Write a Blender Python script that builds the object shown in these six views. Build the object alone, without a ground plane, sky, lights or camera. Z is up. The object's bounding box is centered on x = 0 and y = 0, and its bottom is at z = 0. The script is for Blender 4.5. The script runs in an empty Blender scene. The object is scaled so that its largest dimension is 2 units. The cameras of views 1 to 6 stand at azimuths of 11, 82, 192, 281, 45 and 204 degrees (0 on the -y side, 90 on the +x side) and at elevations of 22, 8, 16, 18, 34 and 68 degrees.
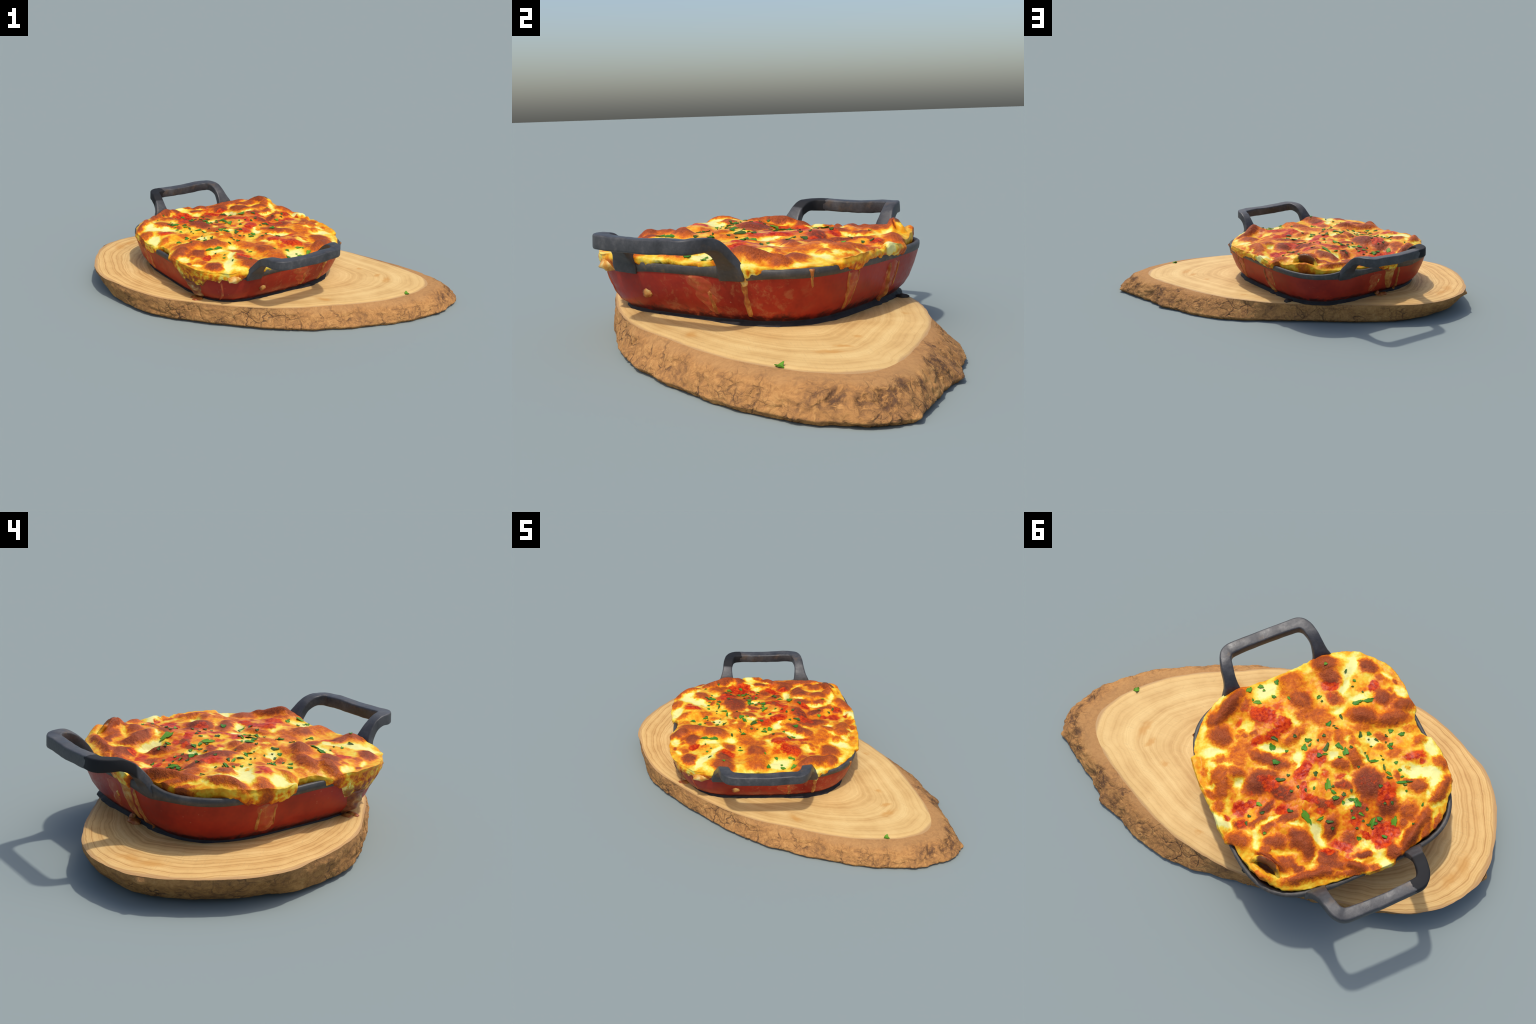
"""Baked lasagna in a red enamelled cast-iron dish, standing on a slice of tree trunk.

Frame: metres, z up.  The dish and the lasagna are modelled in the dish's own frame
(x along the handle bars, y from handle to handle), turned 47.5 degrees on the board.
"""
import bpy, math, random
import numpy as np
from mathutils import Vector, noise, Matrix

random.seed(7)
rng = np.random.default_rng(7)

# ------------------------------------------------------------------ helpers
def smoothstep(x, lo, hi):
    t = np.clip((x - lo) / (hi - lo), 0, 1)
    return t * t * (3 - 2 * t)


def periodic(theta_deg, knots, col):
    """Smooth periodic interpolation of a column of (angle, value...) knots (cosine easing)."""
    k = sorted(knots)
    ang = np.array([k[-1][0] - 360] + [r[0] for r in k] + [k[0][0] + 360], float)
    val = np.array([k[-1][col]] + [r[col] for r in k] + [k[0][col]], float)
    t = (np.asarray(theta_deg) + 180) % 360 - 180
    i = np.clip(np.searchsorted(ang, t, side="right") - 1, 0, len(ang) - 2)
    f = (t - ang[i]) / (ang[i + 1] - ang[i])
    f = f * f * (3 - 2 * f)
    return val[i] * (1 - f) + val[i + 1] * f


def fbm(p, scale, octaves=3, off=0.0):
    """Fractal noise in about -1..1 for an (n,3) array of points."""
    out = np.empty(len(p))
    for i, q in enumerate(p):
        out[i] = noise.fractal(Vector((q[0] * scale + off, q[1] * scale - off, q[2] * scale)), 1.0, 2.0, octaves)
    return out


def mesh_object(name, verts, faces, material, parent=None, smooth=True):
    me = bpy.data.meshes.new(name)
    me.from_pydata([tuple(map(float, v)) for v in verts], [], faces)
    me.validate()
    me.update()
    if smooth:
        me.polygons.foreach_set("use_smooth", [True] * len(me.polygons))
    me.materials.append(material)
    ob = bpy.data.objects.new(name, me)
    bpy.context.scene.collection.objects.link(ob)
    ob.parent = parent
    return ob


def grid_faces(rows, cols, wrap=True, flip=False):
    f = []
    n = cols if wrap else cols - 1
    for r in range(rows - 1):
        for c in range(n):
            q = (r * cols + c, r * cols + (c + 1) % cols, (r + 1) * cols + (c + 1) % cols, (r + 1) * cols + c)
            f.append(q[::-1] if flip else q)
    return f


def empty(name, loc, rot_deg, label, category):
    ob = bpy.data.objects.new(name, None)
    ob.location = loc
    ob.rotation_euler = (0, 0, math.radians(rot_deg))
    ob["label"], ob["category"] = label, category
    bpy.context.scene.collection.objects.link(ob)
    return ob


# ------------------------------------------------------------------ material tools
class Nodes:
    def __init__(self, name):
        self.mat = bpy.data.materials.new(name)
        self.mat.use_nodes = True
        self.t = self.mat.node_tree
        self.t.nodes.clear()
        self.out = self.t.nodes.new("ShaderNodeOutputMaterial")
        self.bsdf = self.t.nodes.new("ShaderNodeBsdfPrincipled")
        self.t.links.new(self.bsdf.outputs[0], self.out.inputs[0])
        self.obj = self.t.nodes.new("ShaderNodeTexCoord").outputs["Object"]

    def put(self, sock, v):
        if isinstance(v, bpy.types.NodeSocket):
            self.t.links.new(v, sock)
        elif v is not None:
            if sock.type == "RGBA" and len(v) == 3:
                v = (*v, 1)
            sock.default_value = v

    def set(self, **kw):
        for k, v in kw.items():
            self.put(self.bsdf.inputs[k.replace("_", " ")], v)

    def math(self, op, a, b=None, c=None, clamp=False):
        n = self.t.nodes.new("ShaderNodeMath")
        n.operation, n.use_clamp = op, clamp
        for s, v in zip(n.inputs, (a, b, c)):
            self.put(s, v)
        return n.outputs[0]

    def vmath(self, op, a, b=None, scale=None):
        n = self.t.nodes.new("ShaderNodeVectorMath")
        n.operation = op
        self.put(n.inputs[0], a)
        if b is not None:
            self.put(n.inputs[1], b)
        if scale is not None:
            self.put(n.inputs["Scale"], scale)
        return n.outputs["Value"] if op in ("LENGTH", "DOT_PRODUCT") else n.outputs["Vector"]

    def mapping(self, v, loc=(0, 0, 0), rot=(0, 0, 0), scale=(1, 1, 1), kind="POINT"):
        n = self.t.nodes.new("ShaderNodeMapping")
        n.vector_type = kind
        self.put(n.inputs["Vector"], v)
        for k, x in (("Location", loc), ("Rotation", rot), ("Scale", scale)):
            if k in n.inputs:
                n.inputs[k].default_value = x
        return n.outputs[0]

    def noise(self, v, scale, detail=3, rough=0.55, dist=0.0, color=False, dim="3D"):
        n = self.t.nodes.new("ShaderNodeTexNoise")
        n.noise_dimensions = dim
        if dim == "1D":
            self.put(n.inputs["W"], v)
        else:
            self.put(n.inputs["Vector"], v)
        n.inputs["Scale"].default_value, n.inputs["Detail"].default_value = scale, detail
        n.inputs["Roughness"].default_value, n.inputs["Distortion"].default_value = rough, dist
        return n.outputs["Color" if color else 0]

    def voronoi(self, v, scale, feature="F1", rand=1.0):
        n = self.t.nodes.new("ShaderNodeTexVoronoi")
        n.feature = feature
        self.put(n.inputs["Vector"], v)
        n.inputs["Scale"].default_value, n.inputs["Randomness"].default_value = scale, rand
        return n.outputs["Distance"]

    def range(self, v, a, b, c=0.0, d=1.0, smooth=True):
        n = self.t.nodes.new("ShaderNodeMapRange")
        n.interpolation_type = "SMOOTHSTEP" if smooth else "LINEAR"
        for s, x in zip(n.inputs, (v, a, b, c, d)):
            self.put(s, x)
        return n.outputs[0]

    def ramp(self, v, stops):
        n = self.t.nodes.new("ShaderNodeValToRGB")
        e = n.color_ramp.elements
        while len(e) < len(stops):
            e.new(0.5)
        for el, (p, c) in zip(e, stops):
            el.position, el.color = p, (*c, 1)
        self.put(n.inputs[0], v)
        return n.outputs[0]

    def mix(self, f, a, b, mode="MIX"):
        n = self.t.nodes.new("ShaderNodeMix")
        n.data_type, n.blend_type = "RGBA", mode
        self.put(n.inputs[0], f)
        self.put(n.inputs[6], a)
        self.put(n.inputs[7], b)
        return n.outputs[2]

    def split(self, v):
        n = self.t.nodes.new("ShaderNodeSeparateXYZ")
        self.put(n.inputs[0], v)
        return n.outputs

    def bump(self, h, strength=0.3, dist=0.01, normal=None):
        n = self.t.nodes.new("ShaderNodeBump")
        n.inputs["Strength"].default_value, n.inputs["Distance"].default_value = strength, dist
        self.put(n.inputs["Height"], h)
        if normal is not None:
            self.put(n.inputs["Normal"], normal)
        return n.outputs[0]

    def warp(self, v, scale, amount, detail=2):
        c = self.vmath("SUBTRACT", self.noise(v, scale, detail, color=True), (0.5, 0.5, 0.5))
        return self.vmath("ADD", v, self.vmath("SCALE", c, scale=amount))

    def patch(self, v, x, y, rx, ry, deg, value, inner=0.5, outer=1.3):
        """An elliptical patch of a given value on the xy plane, soft-edged."""
        m = self.mapping(v, (x, y, 0), (0, 0, math.radians(deg)), (rx, ry, 1000), "TEXTURE")
        return self.range(self.vmath("LENGTH", m), outer, inner, 0.0, value)


# ------------------------------------------------------------------ the baked patches of the crust
# Where the cheese has browned, where sauce shows through, where it stayed cream:
# (kind, x, y, half length, half width, turn in degrees, strength, swelling in metres)
CRUST_PATCHES = [
    ('brown', 0.246, -0.406, 0.089, 0.028, -150, 1, 0.03),
    ('brown', 0.328, -0.373, 0.030, 0.033, 156, 0.9, 0.012),
    ('brown', 0.327, -0.297, 0.044, 0.039, 135, 1, 0.018),
    ('brown', 0.179, -0.381, 0.033, 0.021, -141, 0.55, 0.004),
    ('sauce', 0.185, -0.367, 0.036, 0.021, -141, 0.6, 0),
    ('sauce', 0.130, -0.307, 0.064, 0.037, 145, 1, 0.004),
    ('brown', 0.147, -0.310, 0.037, 0.029, 135, 0.6, 0.006),
    ('sauce', 0.059, -0.320, 0.030, 0.026, 156, 0.7, 0),
    ('sauce', 0.076, -0.231, 0.038, 0.035, -161, 1, 0.004),
    ('sauce', 0.128, -0.210, 0.045, 0.027, -166, 0.9, 0.002),
    ('sauce', 0.198, -0.209, 0.031, 0.019, -161, 0.9, 0),
    ('sauce', 0.234, -0.320, 0.023, 0.016, -141, 0.7, 0),
    ('brown', 0.269, -0.263, 0.013, 0.010, 156, 0.55, 0),
    ('brown', 0.235, -0.258, 0.015, 0.012, 178, 0.6, 0),
    ('brown', 0.200, -0.245, 0.013, 0.012, 156, 0.6, 0),
    ('brown', 0.240, -0.280, 0.012, 0.009, 156, 0.5, 0),
    ('brown', -0.046, -0.406, 0.060, 0.040, 113, 0.62, 0.012),
    ('brown', -0.043, -0.308, 0.056, 0.036, 115, 0.85, 0.016),
    ('brown', -0.010, -0.392, 0.027, 0.045, 156, 0.6, 0.006),
    ('sauce', -0.088, -0.317, 0.021, 0.033, 134, 0.5, 0.003),
    ('brown', -0.090, -0.207, 0.057, 0.037, 134, 0.66, 0.004),
    ('brown', -0.027, -0.246, 0.030, 0.030, 156, 0.6, 0),
    ('brown', -0.209, -0.427, 0.048, 0.042, 145, 1, 0.016),
    ('brown', -0.205, -0.361, 0.038, 0.032, 134, 1, 0.01),
    ('sauce', -0.188, -0.317, 0.036, 0.023, 156, 1, -0.002),
    ('brown', 0.049, -0.167, 0.057, 0.021, -161, 0.72, 0.008),
    ('brown', 0.289, -0.189, 0.040, 0.060, 140, 0.66, 0.006),
    ('brown', 0.374, -0.199, 0.025, 0.020, 156, 0.66, 0.006),
    ('brown', 0.231, -0.148, 0.032, 0.021, 125, 0.85, 0.008),
    ('brown', 0.174, -0.096, 0.057, 0.028, 133, 0.85, 0.01),
    ('sauce', 0.180, -0.115, 0.057, 0.025, 133, 0.4, 0),
    ('sauce', 0.007, -0.051, 0.044, 0.038, -172, 0.8, 0.004),
    ('brown', 0.117, -0.103, 0.017, 0.011, 156, 0.6, 0),
    ('brown', 0.103, -0.054, 0.012, 0.016, 156, 0.7, 0),
    ('brown', -0.070, -0.115, 0.026, 0.032, 113, 0.6, 0.006),
    ('brown', -0.114, -0.092, 0.018, 0.033, 156, 0.72, 0.006),
    ('sauce', -0.175, -0.271, 0.027, 0.022, 134, 0.6, 0),
    ('cream', 0.075, -0.409, 0.066, 0.035, -176, 1, -0.008),
    ('cream', 0.211, -0.290, 0.023, 0.027, 156, 0.8, -0.004),
    ('cream', 0.024, -0.240, 0.046, 0.019, 109, 0.7, -0.006),
    ('cream', 0.161, -0.159, 0.056, 0.018, 146, 1, -0.008),
    ('cream', 0.078, -0.070, 0.020, 0.042, 135, 0.8, -0.005),
    ('cream', 0.384, -0.235, 0.053, 0.018, 156, 0.8, -0.003),
    ('cream', 0.378, -0.367, 0.013, 0.072, 146, 0.5, 0),
    ('cream', 0.263, -0.462, 0.043, 0.011, -150, 0.5, 0),
    ('cream', -0.038, -0.464, 0.056, 0.015, -179, 0.6, -0.002),
    ('cream', -0.156, -0.198, 0.020, 0.030, 156, 0.8, -0.006),
    ('cream', -0.055, -0.020, 0.023, 0.021, 156, 0.7, -0.004),
    ('cream', 0.418, -0.195, 0.013, 0.035, 130, 0.6, 0),
    ('brown', -0.378, -0.348, 0.037, 0.025, 117, 0.85, 0.008),
    ('sauce', -0.383, -0.342, 0.042, 0.028, 117, 0.5, 0),
    ('sauce', -0.357, -0.249, 0.026, 0.026, 156, 1, 0.002),
    ('brown', -0.367, -0.183, 0.037, 0.032, 129, 0.9, 0.008),
    ('sauce', -0.370, -0.137, 0.037, 0.022, 145, 0.5, 0),
    ('brown', -0.252, -0.132, 0.060, 0.033, 148, 1, 0.024),
    ('brown', -0.436, -0.116, 0.046, 0.030, -172, 0.95, 0.028),
    ('brown', -0.357, -0.078, 0.065, 0.031, 169, 0.92, 0.02),
    ('brown', -0.224, -0.088, 0.037, 0.018, 156, 0.6, 0.002),
    ('brown', -0.280, -0.020, 0.027, 0.015, 134, 0.8, 0.003),
    ('brown', -0.145, -0.092, 0.037, 0.020, 145, 0.6, 0.004),
    ('brown', -0.114, -0.072, 0.019, 0.032, 178, 0.6, 0.002),
    ('brown', -0.425, 0.056, 0.034, 0.019, -163, 0.75, 0.01),
    ('brown', -0.254, 0.020, 0.022, 0.016, 156, 0.55, 0),
    ('brown', -0.164, -0.039, 0.030, 0.018, 124, 0.62, 0),
    ('brown', -0.302, 0.065, 0.032, 0.019, 178, 0.66, 0.003),
    ('sauce', -0.368, 0.117, 0.047, 0.016, 169, 0.95, 0),
    ('sauce', -0.387, 0.153, 0.010, 0.015, 156, 0.8, 0),
    ('brown', -0.457, 0.183, 0.028, 0.030, 156, 0.85, 0.012),
    ('brown', -0.137, 0.028, 0.035, 0.031, 113, 0.9, 0.01),
    ('brown', -0.066, 0.024, 0.024, 0.021, 156, 0.9, 0.004),
    ('brown', -0.178, -0.258, 0.037, 0.022, 134, 0.6, 0.002),
    ('sauce', -0.176, -0.271, 0.027, 0.017, 145, 0.5, 0),
    ('brown', -0.412, -0.167, 0.020, 0.015, 156, 0.55, 0),
    ('brown', -0.414, -0.207, 0.014, 0.011, 156, 0.5, 0),
    ('brown', -0.400, -0.276, 0.019, 0.015, 156, 0.5, 0),
    ('brown', -0.301, -0.249, 0.017, 0.011, 156, 0.5, 0),
    ('brown', -0.453, -0.236, 0.014, 0.011, 112, 0.65, 0),
    ('brown', -0.405, -0.009, 0.024, 0.014, 167, 0.5, 0),
    ('cream', -0.315, -0.376, 0.024, 0.073, 136, 1, -0.006),
    ('cream', -0.242, -0.291, 0.014, 0.049, 134, 0.9, -0.008),
    ('cream', -0.433, -0.274, 0.028, 0.014, 112, 0.9, 0),
    ('cream', -0.456, -0.181, 0.035, 0.018, 110, 0.9, 0),
    ('cream', -0.324, -0.218, 0.024, 0.015, 156, 0.8, -0.003),
    ('cream', -0.274, -0.216, 0.041, 0.015, 167, 0.8, -0.004),
    ('cream', -0.162, -0.199, 0.038, 0.016, 173, 0.9, -0.008),
    ('cream', -0.453, 0.095, 0.027, 0.049, 178, 0.85, -0.004),
    ('cream', -0.237, -0.015, 0.023, 0.020, 156, 0.9, -0.002),
    ('cream', -0.146, -0.062, 0.013, 0.018, 156, 0.8, 0),
    ('cream', -0.171, 0.031, 0.014, 0.034, -167, 0.8, -0.006),
    ('cream', -0.457, 0.066, 0.024, 0.014, 107, 0.8, 0),
    ('cream', -0.295, -0.423, 0.052, 0.016, 145, 0.6, 0),
    ('brown', 0.403, -0.130, 0.044, 0.031, -156, 0.78, 0.008),
    ('brown', 0.334, -0.115, 0.038, 0.026, 135, 0.75, 0.008),
    ('brown', 0.411, -0.076, 0.028, 0.048, 144, 0.88, 0.012),
    ('brown', 0.463, -0.068, 0.026, 0.017, 135, 0.78, 0.006),
    ('brown', 0.459, -0.010, 0.023, 0.024, 156, 0.8, 0.01),
    ('brown', 0.452, -0.174, 0.015, 0.021, 156, 0.6, 0),
    ('brown', 0.277, -0.040, 0.040, 0.047, 135, 1, 0.014),
    ('brown', 0.198, 0.040, 0.050, 0.027, 125, 1, 0.01),
    ('sauce', 0.226, -0.018, 0.056, 0.038, 135, 0.8, 0.002),
    ('brown', 0.230, -0.066, 0.049, 0.018, 151, 0.7, 0.004),
    ('sauce', 0.092, 0.002, 0.037, 0.027, -162, 1, 0.002),
    ('sauce', 0.058, -0.017, 0.023, 0.025, 156, 1, 0.002),
    ('sauce', -0.007, -0.016, 0.023, 0.021, 156, 0.8, 0),
    ('sauce', 0.055, 0.047, 0.021, 0.010, 156, 0.6, 0),
    ('sauce', 0.005, 0.040, 0.023, 0.021, 135, 0.7, 0),
    ('sauce', 0.113, 0.066, 0.016, 0.035, 167, 0.9, 0),
    ('sauce', 0.106, 0.114, 0.046, 0.021, 133, 0.9, 0),
    ('brown', 0.063, 0.159, 0.031, 0.019, 135, 0.9, 0.006),
    ('sauce', 0.086, 0.179, 0.039, 0.020, 141, 0.8, 0),
    ('sauce', 0.375, 0.034, 0.036, 0.031, 178, 1, 0.002),
    ('sauce', 0.339, 0.031, 0.036, 0.017, 178, 1, 0),
    ('brown', 0.282, 0.078, 0.038, 0.013, -164, 0.95, 0.008),
    ('sauce', 0.230, 0.112, 0.036, 0.020, 146, 0.9, 0),
    ('sauce', 0.446, 0.044, 0.013, 0.017, 156, 0.8, 0),
    ('brown', 0.407, 0.094, 0.026, 0.020, 146, 0.85, 0.006),
    ('sauce', 0.402, 0.097, 0.032, 0.024, 146, 0.8, 0),
    ('sauce', 0.327, -0.005, 0.026, 0.017, 156, 0.6, 0),
    ('brown', 0.340, 0.116, 0.038, 0.013, -167, 0.85, 0.004),
    ('sauce', 0.392, -0.019, 0.010, 0.019, 146, 0.6, 0),
    ('brown', 0.443, 0.155, 0.048, 0.031, 134, 0.85, 0.02),
    ('brown', 0.317, 0.160, 0.028, 0.017, -162, 0.8, 0.008),
    ('brown', 0.310, 0.225, 0.043, 0.028, 156, 0.92, 0.012),
    ('sauce', 0.243, 0.199, 0.048, 0.027, 135, 0.5, 0.008),
    ('brown', 0.212, 0.264, 0.048, 0.036, 130, 0.92, 0.02),
    ('brown', 0.198, 0.310, 0.022, 0.036, 146, 0.85, 0.008),
    ('brown', 0.358, 0.247, 0.019, 0.015, 156, 0.8, 0.004),
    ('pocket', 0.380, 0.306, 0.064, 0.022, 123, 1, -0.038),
    ('sauce', 0.179, 0.078, 0.156, 0.113, 146, 0.56, 0),
    ('sauce', -0.055, 0.285, 0.135, 0.141, 156, 0.56, 0),
    ('sauce', 0.124, -0.296, 0.111, 0.084, 145, 0.56, 0),
    ('sauce', 0.219, 0.326, 0.133, 0.065, 156, 0.3, 0),
    ('sauce', -0.401, -0.222, 0.075, 0.098, 156, 0.3, 0),
    ('brown', 0.358, 0.288, 0.064, 0.010, 123, 0.9, 0.022),
    ('brown', 0.419, 0.335, 0.051, 0.014, 131, 0.55, 0.01),
    ('brown', 0.306, 0.327, 0.030, 0.028, 156, 0.72, 0.006),
    ('brown', 0.274, 0.356, 0.027, 0.016, 136, 0.86, 0.004),
    ('brown', 0.244, 0.404, 0.092, 0.018, 172, 0.92, 0.014),
    ('brown', 0.304, 0.399, 0.028, 0.016, 156, 0.85, 0.004),
    ('brown', 0.172, 0.407, 0.031, 0.021, 136, 0.88, 0.006),
    ('sauce', 0.125, 0.342, 0.032, 0.017, 156, 0.9, 0),
    ('brown', 0.130, 0.361, 0.041, 0.015, 146, 0.9, 0.004),
    ('brown', 0.150, 0.381, 0.039, 0.018, 146, 0.88, 0.006),
    ('brown', 0.079, 0.256, 0.024, 0.045, 135, 0.9, 0.016),
    ('brown', 0.218, 0.151, 0.037, 0.019, 167, 0.75, 0.004),
    ('cream', 0.340, -0.068, 0.025, 0.021, -172, 0.8, -0.006),
    ('cream', 0.357, -0.034, 0.015, 0.021, 156, 0.3, -0.002),
    ('cream', 0.464, 0.062, 0.020, 0.049, -146, 1, -0.008),
    ('cream', 0.289, 0.127, 0.049, 0.009, -177, 0.9, -0.008),
    ('cream', 0.197, 0.190, 0.031, 0.008, 156, 0.8, -0.004),
    ('cream', 0.130, 0.245, 0.046, 0.021, 105, 1, -0.012),
    ('cream', 0.134, 0.283, 0.031, 0.021, 95, 1, -0.008),
    ('cream', 0.375, 0.189, 0.016, 0.050, 156, 0.5, -0.006),
    ('cream', 0.287, 0.283, 0.048, 0.013, 162, 0.4, -0.004),
    ('cream', 0.188, 0.350, 0.012, 0.033, 141, 0.5, -0.004),
    ('cream', 0.090, -0.043, 0.030, 0.016, 124, 0.8, -0.003),
    ('cream', 0.425, -0.170, 0.013, 0.034, 130, 0.6, 0),
    ('cream', 0.357, -0.164, 0.033, 0.007, 146, 0.6, 0),
    ('cream', 0.450, -0.099, 0.021, 0.010, 156, 0.7, 0),
    ('cream', 0.071, 0.069, 0.016, 0.017, 156, 0.6, 0),
    ('cream', 0.230, -0.091, 0.036, 0.007, 156, 0.5, 0),
    ('brown', -0.143, 0.151, 0.054, 0.059, 156, 0.95, 0.02),
    ('sauce', -0.145, 0.148, 0.057, 0.063, 156, 0.55, 0),
    ('sauce', -0.192, 0.222, 0.039, 0.048, 124, 0.9, 0.006),
    ('brown', -0.179, 0.265, 0.040, 0.031, 156, 0.9, 0.008),
    ('brown', -0.056, 0.237, 0.026, 0.034, 135, 0.75, 0.002),
    ('sauce', -0.031, 0.267, 0.029, 0.025, 156, 0.85, 0),
    ('sauce', -0.121, 0.354, 0.058, 0.044, 156, 1, -0.002),
    ('sauce', -0.090, 0.388, 0.041, 0.027, 156, 1, -0.004),
    ('sauce', -0.047, 0.344, 0.041, 0.015, 125, 0.9, 0),
    ('brown', -0.108, 0.330, 0.019, 0.040, 156, 0.8, 0.004),
    ('brown', -0.324, 0.241, 0.038, 0.027, 156, 0.95, 0.01),
    ('brown', -0.322, 0.216, 0.049, 0.011, 160, 0.85, 0.004),
    ('brown', -0.244, 0.323, 0.036, 0.037, 156, 0.7, 0.004),
    ('brown', -0.203, 0.354, 0.014, 0.020, 156, 0.75, 0),
    ('brown', -0.384, 0.309, 0.049, 0.019, -154, 0.86, 0.01),
    ('brown', -0.428, 0.275, 0.039, 0.017, -149, 0.88, 0.012),
    ('brown', -0.279, 0.375, 0.048, 0.022, -145, 0.9, 0.02),
    ('brown', -0.201, 0.422, 0.065, 0.022, -146, 0.98, 0.03),
    ('brown', -0.269, 0.430, 0.017, 0.037, 140, 0.85, 0.012),
    ('brown', -0.335, 0.407, 0.011, 0.038, 140, 0.85, 0.006),
    ('sauce', 0.062, 0.344, 0.048, 0.025, 135, 0.95, 0.002),
    ('brown', -0.001, 0.411, 0.034, 0.012, 165, 0.9, 0.004),
    ('sauce', -0.003, 0.408, 0.035, 0.015, 165, 0.5, 0),
    ('brown', -0.112, 0.452, 0.023, 0.037, 172, 0.92, 0.012),
    ('sauce', 0.060, 0.392, 0.027, 0.018, 156, 0.7, 0),
    ('brown', 0.127, 0.355, 0.032, 0.016, 156, 0.85, 0.004),
    ('brown', 0.049, 0.443, 0.047, 0.016, 138, 0.92, 0.018),
    ('brown', 0.131, 0.396, 0.047, 0.023, 141, 0.88, 0.004),
    ('brown', 0.089, 0.454, 0.067, 0.012, 167, 0.8, 0.004),
    ('brown', -0.014, 0.474, 0.019, 0.013, 156, 0.8, 0.006),
    ('brown', -0.076, 0.033, 0.031, 0.021, 135, 0.9, 0.006),
    ('sauce', -0.050, 0.072, 0.022, 0.014, 156, 0.75, 0),
    ('brown', -0.045, 0.115, 0.028, 0.017, 156, 0.7, 0.002),
    ('sauce', -0.045, 0.115, 0.033, 0.021, 156, 0.6, 0),
    ('brown', 0.005, 0.162, 0.036, 0.014, 175, 0.9, 0.004),
    ('sauce', 0.041, 0.169, 0.023, 0.021, 156, 0.8, 0),
    ('brown', 0.018, 0.326, 0.027, 0.020, 125, 0.75, 0.002),
    ('brown', -0.262, 0.161, 0.010, 0.019, 156, 0.8, 0.002),
    ('brown', -0.320, 0.155, 0.009, 0.008, 156, 0.6, 0),
    ('cream', -0.344, 0.173, 0.050, 0.028, 167, 1, -0.006),
    ('cream', -0.393, 0.222, 0.036, 0.050, 135, 1, -0.004),
    ('cream', -0.053, 0.183, 0.041, 0.017, -161, 0.95, -0.008),
    ('cream', -0.079, 0.150, 0.009, 0.031, 156, 0.7, -0.004),
    ('cream', -0.240, 0.243, 0.036, 0.021, 146, 0.35, -0.006),
    ('cream', -0.018, 0.361, 0.041, 0.022, 130, 1, -0.008),
    ('cream', -0.051, 0.426, 0.038, 0.028, 125, 1, -0.006),
    ('cream', -0.058, 0.468, 0.042, 0.023, 167, 0.9, -0.004),
    ('cream', -0.344, 0.288, 0.010, 0.019, 156, 0.8, 0),
    ('cream', 0.029, 0.423, 0.021, 0.010, 156, 0.7, 0),
    ('cream', -0.075, 0.096, 0.018, 0.014, 156, 0.7, 0),
    ('cream', -0.205, 0.113, 0.023, 0.014, 113, 0.6, 0),
    ('cream', -0.440, 0.215, 0.016, 0.021, 156, 0.7, 0),
    ('cream', -0.171, 0.398, 0.006, 0.027, 130, 0.6, 0),
    ('cream', -0.346, 0.342, 0.043, 0.013, 177, 0.45, -0.004),
]

# ------------------------------------------------------------------ dish sizes
DISH_AT, DISH_TURN = (-0.195, 0.0, 0.0), 47.5
RIM_Z, SQUARE = 0.289, 3.8          # rim height; exponent of the rounded-square plan
WALL = [(0.100, 0.402), (0.122, 0.410), (0.140, 0.428), (0.165, 0.443), (0.210, 0.459), (0.250, 0.470), (0.290, 0.478)]
HALF, SHIFT, SIDE = 0.478, 0.004, 0.005   # half size at the rim; the plan sits a little off the frame's origin


def plan(theta):
    """Radius of the unit rounded square in direction theta."""
    c, s = np.abs(np.cos(theta)), np.abs(np.sin(theta))
    return 1.0 / (c ** SQUARE + s ** SQUARE) ** (1 / SQUARE)


def wall_half(z):
    return np.interp(z, [w[0] for w in WALL], [w[1] for w in WALL])


def on_wall(theta_deg, z, out=0.0):
    t = math.radians(theta_deg)
    r = float(plan(t)) * float(wall_half(z))
    p = np.array([r * math.cos(t) + SHIFT, r * math.sin(t) + SIDE, z])
    n = np.array([np.sign(math.cos(t)) * abs(math.cos(t)) ** (SQUARE - 1), np.sign(math.sin(t)) * abs(math.sin(t)) ** (SQUARE - 1), -0.12])
    return p + n / np.linalg.norm(n) * out


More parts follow.
